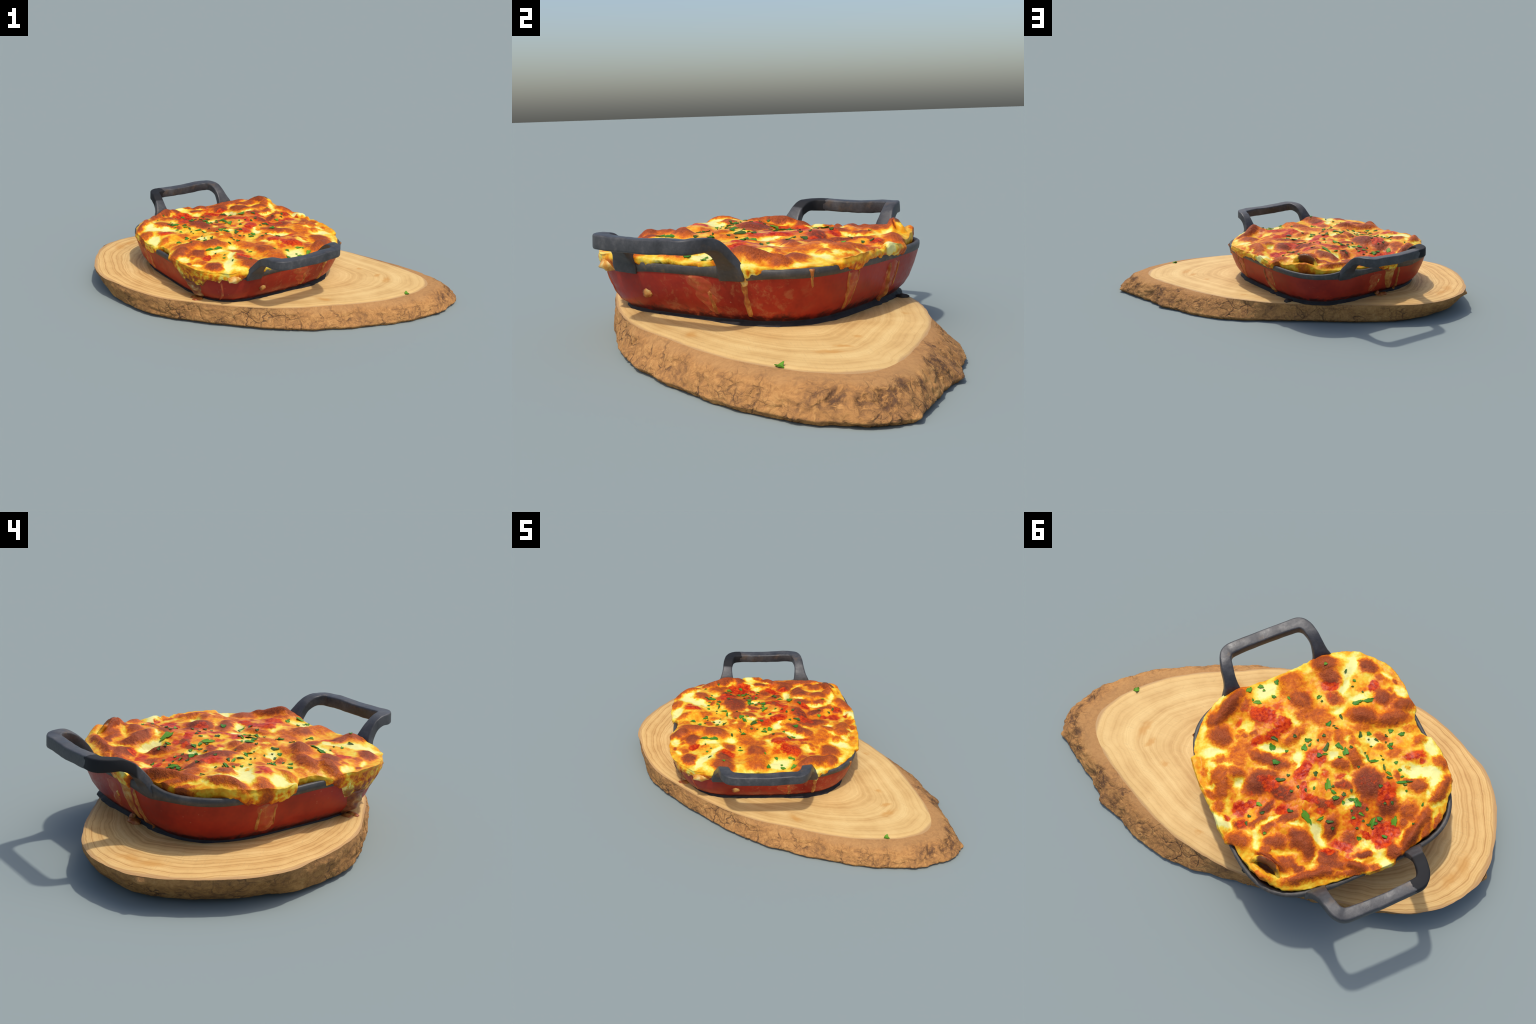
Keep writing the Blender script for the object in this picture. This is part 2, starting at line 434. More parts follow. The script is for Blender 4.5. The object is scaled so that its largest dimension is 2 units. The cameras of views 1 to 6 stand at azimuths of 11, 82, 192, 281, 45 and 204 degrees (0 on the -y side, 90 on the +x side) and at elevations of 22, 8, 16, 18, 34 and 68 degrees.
# ------------------------------------------------------------------ materials
def make_crust_material():
    m = Nodes("baked_cheese")
    v = m.warp(m.obj, 24, 0.042, 3)
    v = m.warp(v, 75, 0.014, 2)
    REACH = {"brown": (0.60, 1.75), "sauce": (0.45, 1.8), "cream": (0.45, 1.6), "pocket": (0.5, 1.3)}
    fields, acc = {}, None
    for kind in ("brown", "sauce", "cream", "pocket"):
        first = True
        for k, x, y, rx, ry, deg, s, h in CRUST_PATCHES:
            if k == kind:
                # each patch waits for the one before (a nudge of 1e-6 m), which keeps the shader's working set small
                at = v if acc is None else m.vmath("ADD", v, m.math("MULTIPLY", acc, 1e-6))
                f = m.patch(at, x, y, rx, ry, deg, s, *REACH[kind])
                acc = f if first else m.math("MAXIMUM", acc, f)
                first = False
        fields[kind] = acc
    # frayed edges of the browned patches
    fray = m.math("MULTIPLY", m.math("SUBTRACT", m.noise(m.warp(m.obj, 40, 0.02), 70, 5, 0.68), 0.5), 0.95)
    soft = m.math("MULTIPLY", m.range(fields["brown"], 0.08, 0.4), m.range(fields["brown"], 1.0, 0.75, 0.35, 1))
    fields["brown"] = m.math("ADD", fields["brown"], m.math("MULTIPLY", fray, soft), clamp=True)
    big = m.noise(m.obj, 15, 3, 0.6)
    fine = m.noise(m.obj, 60, 3, 0.6)
    bake = m.math("MULTIPLY_ADD", big, 0.82, -0.09)
    bake = m.math("MULTIPLY_ADD", m.math("SUBTRACT", fine, 0.5), 0.20, bake)
    bake = m.math("MULTIPLY_ADD", fields["cream"], -0.45, bake)
    lip = m.range(m.split(m.obj)[2], 0.300, 0.280)          # the overflowing edge is toasted in small dabs
    dab = m.noise(m.warp(m.obj, 40, 0.02), 42, 3, 0.6)
    bake = m.math("MULTIPLY_ADD", m.math("MULTIPLY", m.math("SUBTRACT", dab, 0.42), lip), 1.7, m.math("MULTIPLY_ADD", lip, 0.02, bake))
    calm = m.math("SUBTRACT", 1.0, fields["brown"])
    bake = m.math("ADD", m.math("MULTIPLY", bake, m.math("MULTIPLY_ADD", calm, 0.7, 0.3)), m.math("MULTIPLY", fields["brown"], 0.72))
    bake = m.math("MULTIPLY_ADD", fields["sauce"], 0.36, bake)
    col = m.ramp(bake, [(0.0, (0.80, 0.74, 0.27)), (0.14, (0.82, 0.67, 0.12)), (0.27, (0.81, 0.53, 0.040)), (0.40, (0.78, 0.34, 0.014)),
                        (0.54, (0.70, 0.185, 0.006)), (0.66, (0.53, 0.105, 0.008)), (0.80, (0.34, 0.066, 0.014)), (1.0, (0.18, 0.034, 0.014))])
    # sauce shows red, speckled with little pale fat bubbles
    red = m.range(m.math("MULTIPLY_ADD", m.math("SUBTRACT", fine, 0.5), 0.7, fields["sauce"]), 0.50, 0.82)
    col = m.mix(red, col, m.mix(m.range(fine, 0.35, 0.65), (0.34, 0.008, 0.002), (0.66, 0.062, 0.002)))
    dots = m.range(m.voronoi(m.obj, 150), 0.22, 0.05)
    dots = m.math("MULTIPLY", dots, m.math("MULTIPLY", m.math("MAXIMUM", red, m.range(fields["brown"], 0.75, 1.0, 0, 0.45)), 0.36))
    col = m.mix(dots, col, (0.82, 0.30, 0.03))
    # dark roasted grain on the browned blisters
    grain = m.noise(m.obj, 190, 3, 0.65)
    col = m.mix(m.math("MULTIPLY", m.range(fields["brown"], 0.5, 1.0), m.range(grain, 0.5, 0.70, 0, 0.50)), col, (0.11, 0.022, 0.010))
    col = m.mix(m.math("MULTIPLY", m.range(fields["brown"], 0.6, 1.0), m.range(grain, 0.46, 0.30, 0, 0.22)), col, (0.55, 0.19, 0.05))
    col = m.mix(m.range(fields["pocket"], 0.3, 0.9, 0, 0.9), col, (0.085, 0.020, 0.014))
    # what ran far down the wall is scorched brown
    scorch = m.math("MULTIPLY", m.range(m.split(m.obj)[2], 0.262, 0.225), m.range(dab, 0.36, 0.56))
    col = m.mix(m.math("MULTIPLY", scorch, 0.9), col, m.mix(fine, (0.10, 0.028, 0.018), (0.26, 0.085, 0.028)))
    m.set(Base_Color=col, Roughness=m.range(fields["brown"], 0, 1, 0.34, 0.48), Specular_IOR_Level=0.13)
    wr = m.noise(m.warp(m.obj, 30, 0.03), 75, 4, 0.6)
    h = m.math("ADD", m.math("MULTIPLY", m.math("MULTIPLY", wr, m.math("MULTIPLY_ADD", fields["brown"], 0.9, 0.25)), 1.0), m.math("MULTIPLY", dots, 0.5))
    m.set(Normal=m.bump(h, 0.55, 0.010))
    return m.mat


def make_board_materials(outline):
    def ring_coordinate(m):
        x, y, z = m.split(m.obj)
        ang = m.math("MULTIPLY_ADD", m.math("ARCTAN2", y, x), 1 / math.tau, 0.5)
        fc = m.t.nodes.new("ShaderNodeFloatCurve")
        pts = fc.mapping.curves[0].points
        stops = [(i / 40, float(outline(i / 40 * 360 - 180))) for i in range(41)]
        pts[0].location, pts[-1].location = stops[0], stops[-1]
        for s in stops[1:-1]:
            pts.new(*s)
        fc.mapping.update()
        m.put(fc.inputs["Value"], ang)
        fc.inputs["Factor"].default_value = 1.0
        flat = m.mapping(m.obj, scale=(1, 1, 0))
        return m.math("DIVIDE", m.vmath("LENGTH", flat), fc.outputs[0]), ang

    m = Nodes("cut_wood")
    s, ang = ring_coordinate(m)
    wob = m.noise(m.obj, 5, 3, 0.55)
    w = m.math("MULTIPLY_ADD", wob, 0.07, s)
    broad = m.noise(w, 9, 2, 0.6, dim="1D")
    mid = m.noise(w, 46, 2, 0.6, dim="1D")
    thin = m.noise(w, 130, 1, 0.5, dim="1D")
    patchy = m.noise(m.obj, 9, 3, 0.6)
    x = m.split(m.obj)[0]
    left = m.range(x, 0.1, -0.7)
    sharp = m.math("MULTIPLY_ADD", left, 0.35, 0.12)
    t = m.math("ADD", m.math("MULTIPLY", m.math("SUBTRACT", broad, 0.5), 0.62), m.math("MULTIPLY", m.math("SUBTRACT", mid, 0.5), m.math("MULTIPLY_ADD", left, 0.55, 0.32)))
    t = m.math("ADD", t, m.math("MULTIPLY", m.math("SUBTRACT", thin, 0.5), sharp))
    t = m.math("ADD", t, m.math("MULTIPLY_ADD", m.math("SUBTRACT", patchy, 0.5), 0.55, 0.5))
    col = m.ramp(t, [(0.05, (0.42, 0.235, 0.095)), (0.30, (0.56, 0.36, 0.165)), (0.50, (0.67, 0.47, 0.235)), (0.70, (0.74, 0.555, 0.30)), (1.0, (0.80, 0.64, 0.39))])
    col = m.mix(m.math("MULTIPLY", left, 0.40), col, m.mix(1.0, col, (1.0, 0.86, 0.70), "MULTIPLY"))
    col = m.mix(1.0, col, (1.04, 0.955, 0.72), "MULTIPLY")
    # sawn grain across the face, pores, orange grease stains, brown cambium line
    saw = m.noise(m.mapping(m.obj, rot=(0, 0, math.radians(28)), scale=(14, 260, 1)), 1, 2, 0.6)
    col = m.mix(m.range(saw, 0.55, 0.75, 0, 0.22), col, (0.42, 0.27, 0.12))
    fleck = m.noise(m.obj, 120, 2, 0.6)
    col = m.mix(m.range(fleck, 0.62, 0.75, 0, 0.25), col, (0.36, 0.20, 0.08))
    v = m.warp(m.obj, 30, 0.05)
    stain = None
    for px, py, r1, r2, d in ((-0.89, 0.09, 0.06, 0.03, 100), (-0.86, 0.17, 0.05, 0.025, 60), (0.463, 0.185, 0.022, 0.014, 20), (0.19, 0.408, 0.025, 0.012, 0),
                              (0.62, 0.07, 0.05, 0.02, 80), (0.57, 0.12, 0.03, 0.012, 60), (-0.30, -0.43, 0.10, 0.03, 0), (0.33, -0.29, 0.04, 0.02, 0)):
        f = m.patch(v, px, py, r1, r2, d, 0.75, 0.2, 1.4)
        stain = f if stain is None else m.math("MAXIMUM", stain, f)
    col = m.mix(m.math("MULTIPLY", stain, 0.8), col, (0.58, 0.27, 0.055))
    edge = m.range(m.math("MULTIPLY_ADD", m.math("SUBTRACT", patchy, 0.5), 0.03, s), 0.976, 0.999)
    col = m.mix(m.math("MULTIPLY", edge, 0.65), col, (0.36, 0.185, 0.085))
    m.set(Base_Color=col, Roughness=0.62, Specular_IOR_Level=0.25)
    m.set(Normal=m.bump(m.math("ADD", m.math("MULTIPLY", thin, 0.3), m.math("MULTIPLY", saw, 0.3)), 0.15, 0.004))
    wood = m.mat

    m = Nodes("tree_bark")
    x, y, z = m.split(m.obj)
    v = m.warp(m.obj, 9, 0.10, 3)
    v = m.mapping(v, scale=(1, 1, 1.15))
    c1 = m.voronoi(v, 13, "DISTANCE_TO_EDGE")
    c2 = m.voronoi(m.mapping(v, (3, 1, 2)), 34, "DISTANCE_TO_EDGE")
    big = m.noise(m.obj, 8, 4, 0.6)
    crag = m.noise(m.mapping(m.warp(m.obj, 20, 0.06), scale=(1, 1, 1.6)), 48, 5, 0.68)
    fib = m.noise(m.warp(m.obj, 14, 0.08), 110, 3, 0.65)
    col = m.ramp(m.math("ADD", m.math("MULTIPLY", crag, 0.62), m.math("MULTIPLY", big, 0.42)),
                 [(0.28, (0.105, 0.050, 0.036)), (0.42, (0.30, 0.145, 0.055)), (0.53, (0.45, 0.215, 0.070)), (0.64, (0.56, 0.29, 0.098)), (0.80, (0.66, 0.42, 0.19))])
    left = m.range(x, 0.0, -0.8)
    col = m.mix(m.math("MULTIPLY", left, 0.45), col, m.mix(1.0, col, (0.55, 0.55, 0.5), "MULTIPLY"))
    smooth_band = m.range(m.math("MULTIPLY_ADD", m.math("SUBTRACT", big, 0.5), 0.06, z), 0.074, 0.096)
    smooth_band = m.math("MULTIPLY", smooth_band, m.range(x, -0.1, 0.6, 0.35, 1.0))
    where = m.range(m.noise(m.obj, 6.5, 3, 0.65), 0.43, 0.63)
    crack = m.math("MAXIMUM", m.math("MULTIPLY", m.range(c1, 0.050, 0.008), where), m.math("MULTIPLY", m.range(c2, 0.05, 0.01), m.math("MULTIPLY", where, 0.5)))
    crack = m.math("MULTIPLY", crack, m.range(fib, 0.30, 0.5, 0.25, 1.0))
    pits = None
    for px, py, r in ((0.93, 0.02, 0.022), (0.90, 0.19, 0.03), (0.93, 0.17, 0.022), (0.72, 0.33, 0.028), (0.69, 0.36, 0.03), (0.955, 0.08, 0.02), (0.60, 0.42, 0.025), (0.95, 0.14, 0.03), (0.86, 0.26, 0.02), (0.42, 0.50, 0.02)):
        f = m.patch(m.warp(m.obj, 45, 0.04), px, py, r, r, 0, 0.9, 0.3, 1.5)
        pits = f if pits is None else m.math("MAXIMUM", pits, f)
    crack = m.math("MAXIMUM", crack, m.math("MULTIPLY", pits, m.range(crag, 0.62, 0.40)))
    keep = m.math("SUBTRACT", 1.0, m.math("MULTIPLY", smooth_band, 0.85))
    crack = m.math("MULTIPLY", crack, keep)
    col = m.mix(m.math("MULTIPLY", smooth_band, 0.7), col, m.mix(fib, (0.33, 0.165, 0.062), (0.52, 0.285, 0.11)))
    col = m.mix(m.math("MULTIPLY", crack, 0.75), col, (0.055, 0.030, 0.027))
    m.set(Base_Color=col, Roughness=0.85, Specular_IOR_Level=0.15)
    h = m.math("SUBTRACT", m.math("ADD", m.math("MULTIPLY", crag, m.math("MULTIPLY_ADD", keep, 0.7, 0.1)), m.math("MULTIPLY", fib, 0.15)), m.math("MULTIPLY", crack, 0.9))
    m.set(Normal=m.bump(h, 0.55, 0.012))
    return wood, m.mat


def make_enamel():
    m = Nodes("red_enamel")
    n = m.noise(m.obj, 7, 4, 0.6)
    f = m.noise(m.obj, 70, 3, 0.7)
    col = m.ramp(m.math("MULTIPLY_ADD", f, 0.25, m.math("MULTIPLY", n, 0.75)), [(0.3, (0.21, 0.014, 0.010)), (0.52, (0.35, 0.026, 0.012)), (0.75, (0.44, 0.042, 0.015))])
    # greasy film and dried splashes, thickest on the side under the front handle
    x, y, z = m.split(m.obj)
    front = m.math("MULTIPLY", m.range(y, -0.30, -0.44), m.range(x, -0.25, 0.05))
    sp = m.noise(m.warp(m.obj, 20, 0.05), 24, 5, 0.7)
    splash = m.math("MULTIPLY", front, m.range(sp, 0.50, 0.66))
    col = m.mix(m.math("MULTIPLY", splash, 0.6), col, (0.42, 0.15, 0.06))
    tiny = m.math("MULTIPLY", m.range(m.voronoi(m.obj, 60), 0.20, 0.10), m.range(m.noise(m.obj, 9, 2), 0.56, 0.66))
    col = m.mix(m.math("MULTIPLY", tiny, 0.4), col, (0.50, 0.24, 0.14))
    dark_hem = m.range(m.math("MULTIPLY_ADD", m.math("SUBTRACT", sp, 0.5), 0.09, z), 0.148, 0.120)
    col = m.mix(m.math("MULTIPLY", dark_hem, 0.9), col, (0.025, 0.012, 0.011))
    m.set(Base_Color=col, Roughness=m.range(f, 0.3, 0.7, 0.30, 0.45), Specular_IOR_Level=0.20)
    m.set(Normal=m.bump(sp, 0.12, 0.006))
    return m.mat


def make_iron(name, black_sleeve=False):
    m = Nodes(name)
    n = m.noise(m.obj, 16, 4, 0.65)
    f = m.noise(m.obj, 90, 3, 0.7)
    col = m.ramp(m.math("MULTIPLY_ADD", f, 0.3, m.math("MULTIPLY", n, 0.7)), [(0.32, (0.030, 0.030, 0.032)), (0.52, (0.056, 0.056, 0.058)), (0.72, (0.105, 0.101, 0.098))])
    rust = m.range(m.noise(m.obj, 11, 4, 0.7), 0.56, 0.72)
    col = m.mix(m.math("MULTIPLY", rust, 0.55), col, (0.13, 0.088, 0.055))
    rough = m.range(n, 0.3, 0.7, 0.36, 0.55)
    if black_sleeve:
        x, y, z = m.split(m.obj)
        jag = m.math("MULTIPLY_ADD", m.math("SUBTRACT", m.noise(m.obj, 40, 1), 0.5), 0.06, x)
        sleeve = m.math("MULTIPLY", m.range(jag, -0.100, -0.104), m.range(y, 0.505, 0.515))
        col = m.mix(sleeve, col, (0.010, 0.010, 0.011))
        rough = m.range(sleeve, 0, 1, rough, 0.75)
    m.set(Base_Color=col, Roughness=rough, Specular_IOR_Level=0.4, Metallic=0.1)
    m.set(Normal=m.bump(m.math("ADD", n, m.math("MULTIPLY", f, 0.4)), 0.18, 0.006))
    return m.mat


def make_rim():
    m = Nodes("bare_iron_rim")
    n = m.noise(m.obj, 18, 4, 0.65)
    f = m.noise(m.obj, 90, 3, 0.7)
    col = m.ramp(m.math("MULTIPLY_ADD", f, 0.3, m.math("MULTIPLY", n, 0.7)), [(0.32, (0.032, 0.031, 0.031)), (0.52, (0.060, 0.055, 0.050)), (0.74, (0.115, 0.100, 0.085))])
    gunk = m.range(m.noise(m.warp(m.obj, 20, 0.05), 14, 4, 0.7), 0.58, 0.70)
    col = m.mix(m.math("MULTIPLY", gunk, 0.55), col, (0.20, 0.115, 0.045))
    m.set(Base_Color=col, Roughness=0.5, Specular_IOR_Level=0.4)
    m.set(Normal=m.bump(n, 0.2, 0.006))
    return m.mat


def make_plain(name, stops, scale, rough=0.6, bump=0.4, dist=0.008, spec=0.3, vary=0.0):
    m = Nodes(name)
    n = m.noise(m.warp(m.obj, scale * 0.8, 0.6 / scale), scale, 4, 0.65)
    col = m.ramp(n, stops)
    if vary:
        r = m.t.nodes.new("ShaderNodeObjectInfo").outputs["Random"]
        col = m.mix(1.0, col, m.mix(r, (1 - vary,) * 3, (1 + vary,) * 3), "MULTIPLY")
    m.set(Base_Color=col, Roughness=rough, Specular_IOR_Level=spec)
    m.set(Normal=m.bump(n, bump, dist))
    return m.mat


def make_leaf(name, dark, bright):
    m = Nodes(name)
    r = m.t.nodes.new("ShaderNodeObjectInfo").outputs["Random"]
    n = m.noise(m.obj, 3, 2)
    col = m.mix(m.math("MULTIPLY_ADD", n, 0.5, m.math("MULTIPLY", r, 0.5)), dark, bright)
    m.set(Base_Color=col, Roughness=0.5, Specular_IOR_Level=0.3)
    tr = m.t.nodes.new("ShaderNodeBsdfTranslucent")
    m.put(tr.inputs[0], col)
    mx = m.t.nodes.new("ShaderNodeMixShader")
    mx.inputs[0].default_value = 0.2
    m.t.links.new(m.bsdf.outputs[0], mx.inputs[1])
    m.t.links.new(tr.outputs[0], mx.inputs[2])
    m.t.links.new(mx.outputs[0], m.out.inputs[0])
    return m.mat


# ------------------------------------------------------------------ wooden board
BOARD_TOP = [(.842, .08), (.80, -.02), (.75, -.09), (.65, -.19), (.50, -.29), (.36, -.36), (.24, -.425), (.10, -.475), (-.10, -.51), (-.30, -.52), (-.47, -.515),
             (-.60, -.474), (-.725, -.412), (-.84, -.34), (-.91, -.25), (-.958, -.13), (-.982, -.02), (-.990, .07), (-.962, .165), (-.885, .282), (-.77, .366),
             (-.64, .41), (-.42, .455), (-.2, .49), (0, .503), (.17, .485), (.31, .455), (.45, .40), (.55, .35), (.66, .29), (.74, .24), (.81, .175)]
BOARD_BOTTOM = [(.996, .115), (.972, .02), (.922, -.068), (.80, -.192), (.6, -.325), (.38, -.437), (.2, -.495), (-.03, -.528), (-.28, -.535), (-.5, -.515), (-.62, -.465),
                (-.76, -.355), (-.84, -.21), (-.89, -.08), (-.905, .03), (-.89, .14), (-.8, .27), (-.68, .375), (-.5, .44), (-.25, .487), (.02, .53), (.29, .56),
                (.52, .50), (.75, .36), (.885, .268), (.975, .208)]


def closed_outline(points):
    """Radius as a smooth periodic function of the direction (Catmull-Rom through the points)."""
    p = sorted((math.degrees(math.atan2(y, x)), math.hypot(x, y)) for x, y in points)
    n = len(p)
    a = np.array([p[i % n][0] + 360 * (i // n) for i in range(-2, n + 2)], float)
    r = np.array([p[i % n][1] for i in range(-2, n + 2)])
    d = np.gradient(r, a)

    def f(deg):
        t = (np.asarray(deg, float) + 180) % 360 - 180
        i = np.clip(np.searchsorted(a, t, side="right") - 1, 0, len(a) - 2)
        h = a[i + 1] - a[i]
        u = (t - a[i]) / h
        return ((1 + 2 * u) * (1 - u) ** 2 * r[i] + u * (1 - u) ** 2 * h * d[i] + u * u * (3 - 2 * u) * r[i + 1] + u * u * (u - 1) * h * d[i + 1])
    return f


top_outline, bottom_outline = closed_outline(BOARD_TOP), closed_outline(BOARD_BOTTOM)
WOOD, BARK = make_board_materials(top_outline)


def board_top_z(x, y):
    return 0.1065 - np.where(np.asarray(x) > 0, 0.0095, 0.006) * x - 0.010 * y


def build_board():
    board = empty("wooden_board", (0, 0, 0), 0, "egg shaped slice of tree trunk with rough bark edge", "cutting board")
    N = 1080
    deg = np.arange(N) * 360 / N - 180
    t = np.radians(deg)
    wob = fbm(np.c_[np.cos(t) * 1.0, np.sin(t) * 1.0, np.zeros(N)], 9, 4)
    rt = top_outline(deg) * (1 + 0.005 * wob)
    rb = bottom_outline(deg)
    # sawn face
    rings = [0.0] + list(np.linspace(0.04, 0.97, 26)) + [0.985, 0.994, 1.0]
    V = []
    for s in rings:
        x, y = rt * s * np.cos(t), rt * s * np.sin(t)
        z = board_top_z(x, y) - 0.004 * smoothstep(s, 0.97, 1.0)
        V.append(np.c_[x, y, z])
    face_v = np.vstack(V)
    face_v[:, 2] += 0.0012 * fbm(face_v, 6, 2) * (np.hypot(face_v[:, 0], face_v[:, 1]) > 0.01)
    edge = face_v[-N:].copy()
    faces = grid_faces(len(rings), N, True)
    mesh_object("sawn_face", face_v, faces, WOOD, board)
    # bark: from the sawn edge down the flank and under
    M = 30
    V = [edge]
    tip = smoothstep(edge[:, 0], 0.0, 0.75)
    power = 1.35 - 0.98 * tip
    rb = rb + 0.014 * tip - 0.003 - 0.008 * np.exp(-((edge[:, 0] + 0.3) / 0.25) ** 2) * (edge[:, 1] < 0)
    for j in range(1, M + 1):
        v = j / M
        rr = rt + (rb - rt) * v ** power
        under = smoothstep(v, 0.84, 1.0)
        rr = rr - 0.024 * under
        z = edge[:, 2] * (1 - v)
        V.append(np.c_[rr * np.cos(t), rr * np.sin(t), z])
    bv = np.vstack(V)
    lump = fbm(bv * (1, 1, 1.4), 11, 4, 3.0)
    crag = fbm(bv * (1, 1, 1.3), 34, 4, 8.0)
    crack = np.empty(len(bv))
    for i, p in enumerate(bv):
        q = Vector(p) * 15 + noise.noise_vector(Vector(p) * 9) * 0.8
        d = noise.voronoi(q)[0]
        crack[i] = d[1] - d[0]
    level = np.repeat(np.arange(M + 1) / M, N)
    amp = smoothstep(level, 0.0, 0.22)
    tipv = smoothstep(bv[:, 0], 0.2, 0.8)
    here = smoothstep(fbm(bv, 5, 2, 12.0), -0.15, 0.35)
    push = amp * ((0.007 + 0.004 * tipv) * lump + (0.0018 + 0.0035 * tipv) * crag - 0.005 * here * (1 - smoothstep(crack, 0.0, 0.09)))
    for px, py, r0, a in ((0.93, 0.02, .020, -.012), (0.90, 0.21, .026, -.014), (0.93, 0.17, .018, -.010), (0.76, 0.35, .024, -.014), (0.955, 0.08, .018, -.010), (0.56, 0.47, .030, -.012), (0.95, 0.13, .02, -.012),
                          (0.655, 0.43, .034, .022), (0.97, 0.22, .03, .008), (-0.85, -0.28, .05, -.006), (0.30, -0.46, .05, .006)):
        push += amp * a * np.exp(-((bv[:, 0] - px) ** 2 + (bv[:, 1] - py) ** 2) / r0 ** 2)
    # little bark nub left on the wide end
    nub = np.exp(-(((bv[:, 0] + 0.985) / 0.03) ** 2 + ((bv[:, 1] - 0.10) / 0.022) ** 2 + ((bv[:, 2] - 0.088) / 0.014) ** 2))
    push += 0.022 * nub + 0.003 * amp
    r = np.hypot(bv[:, 0], bv[:, 1])
    bv[:, 0] *= 1 + push / r
    bv[:, 1] *= 1 + push / r
    last = len(bv)
    bv = np.vstack([bv, [[0, 0, 0.0]]])
    faces = grid_faces(M + 1, N, True)
    faces += [(M * N + (c + 1) % N, last, M * N + c) for c in range(N)]
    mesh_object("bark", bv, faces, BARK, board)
    return board


# ------------------------------------------------------------------ baking dish
def ring_loft(name, profile, material, parent, ripple=None, N=480, close=False):
    """Loft of the rounded-square plan through a list of (half size, z)."""
    t = np.arange(N) * math.tau / N
    u = plan(t)
    V = []
    for h, z in profile:
        V.append(np.c_[h * u * np.cos(t) + SHIFT, h * u * np.sin(t) + SIDE, np.full(N, z)])
    v = np.vstack(V)
    if ripple:
        v = ripple(v)
    faces = grid_faces(len(profile), N, True, flip=True)
    if close:
        faces += [(N * (len(profile) - 1) + (c + 1) % N, c, c + N * 0, N * (len(profile) - 1) + c) for c in []]
        k = len(profile) - 1
        faces += [(k * N + (c + 1) % N, (c + 1) % N, c, k * N + c)[::-1] for c in range(N)][::1]
    return mesh_object(name, v, faces, material, parent)


HANDLE_PATH = [  # (x, y, z, width, depth) of half a handle: from the rim up, over the bend, to the middle of the bar
    (0.214, 0.460, 0.254, 0.090, 0.020), (0.213, 0.465, 0.274, 0.098, 0.025), (0.211, 0.472, 0.298, 0.084, 0.030), (0.208, 0.487, 0.322, 0.066, 0.033), (0.205, 0.517, 0.354, 0.052, 0.036),
    (0.198, 0.556, 0.375, 0.051, 0.041), (0.187, 0.594, 0.379, 0.052, 0.045), (0.162, 0.619, 0.377, 0.055, 0.046), (0.115, 0.624, 0.376, 0.052, 0.046), (0.055, 0.626, 0.374, 0.051, 0.046), (0.0, 0.627, 0.373, 0.051, 0.046)]


def build_handle(parent, material, side, shift, drop):
    half = np.array(HANDLE_PATH, float)
    other = half[-2::-1].copy()
    other[:, 0] *= -1
    ctrl = np.vstack([half, other])
    # Catmull-Rom through the control rows
    rows = []
    for i in range(len(ctrl) - 1):
        p0, p1, p2, p3 = ctrl[max(i - 1, 0)], ctrl[i], ctrl[i + 1], ctrl[min(i + 2, len(ctrl) - 1)]
        for k in range(7):
            u = k / 7
            rows.append(0.5 * (2 * p1 + (p2 - p0) * u + (2 * p0 - 5 * p1 + 4 * p2 - p3) * u * u + (3 * p1 - p0 - 3 * p2 + p3) * u ** 3))
    rows.append(ctrl[-1])
    rows = np.array(rows)
    tang = np.gradient(rows[:, :3], axis=0)
    tang /= np.linalg.norm(tang, axis=1)[:, None]
    K = 24
    V = []
    for r, tg in zip(rows, tang):
        # the flat of the strap lies level on the bar and faces along the wall on the legs
        upv = np.array([0, -0.75, 0.66]) if abs(r[0]) > 0.17 and r[1] < 0.58 else np.array([0, 0, 1.0])
        w = float(smoothstep(r[1], 0.50, 0.60))
        upv = (1 - w) * np.array([0, -0.9, 0.3]) + w * np.array([0, -0.05, 1.0])
        upv = upv - tg * upv.dot(tg)
        upv /= np.linalg.norm(upv)
        sd = np.cross(tg, upv)
        for k in range(K):
            a = math.tau * k / K
            c, s = math.cos(a), math.sin(a)
            e = 0.27
            x = math.copysign(abs(c) ** e, c) * r[3] / 2
            y = math.copysign(abs(s) ** e, s) * r[4] / 2
            V.append(r[:3] + sd * x + upv * y)
    v = np.array(V)
    n = fbm(v, 14, 3, 5.0 + side)
    v[:, 2] += 0.0025 * n - 0.003 * smoothstep(v[:, 1], 0.5, 0.6)
    v[:, 0] += 0.0015 * fbm(v, 18, 2, 9.0)
    v[:, 1] += drop * np.clip(v[:, 1] - 0.49, 0, 1)
    if side < 0:
        v[:, 0] *= -1
        v[:, 1] *= -1
    v[:, 0] += shift
    faces = grid_faces(len(rows), K, True, flip=False)
    faces.append(tuple(range(K))[::-1])
    faces.append(tuple(range((len(rows) - 1) * K, len(rows) * K)))
    ob = mesh_object("handle", v, faces, material, parent)
    return ob


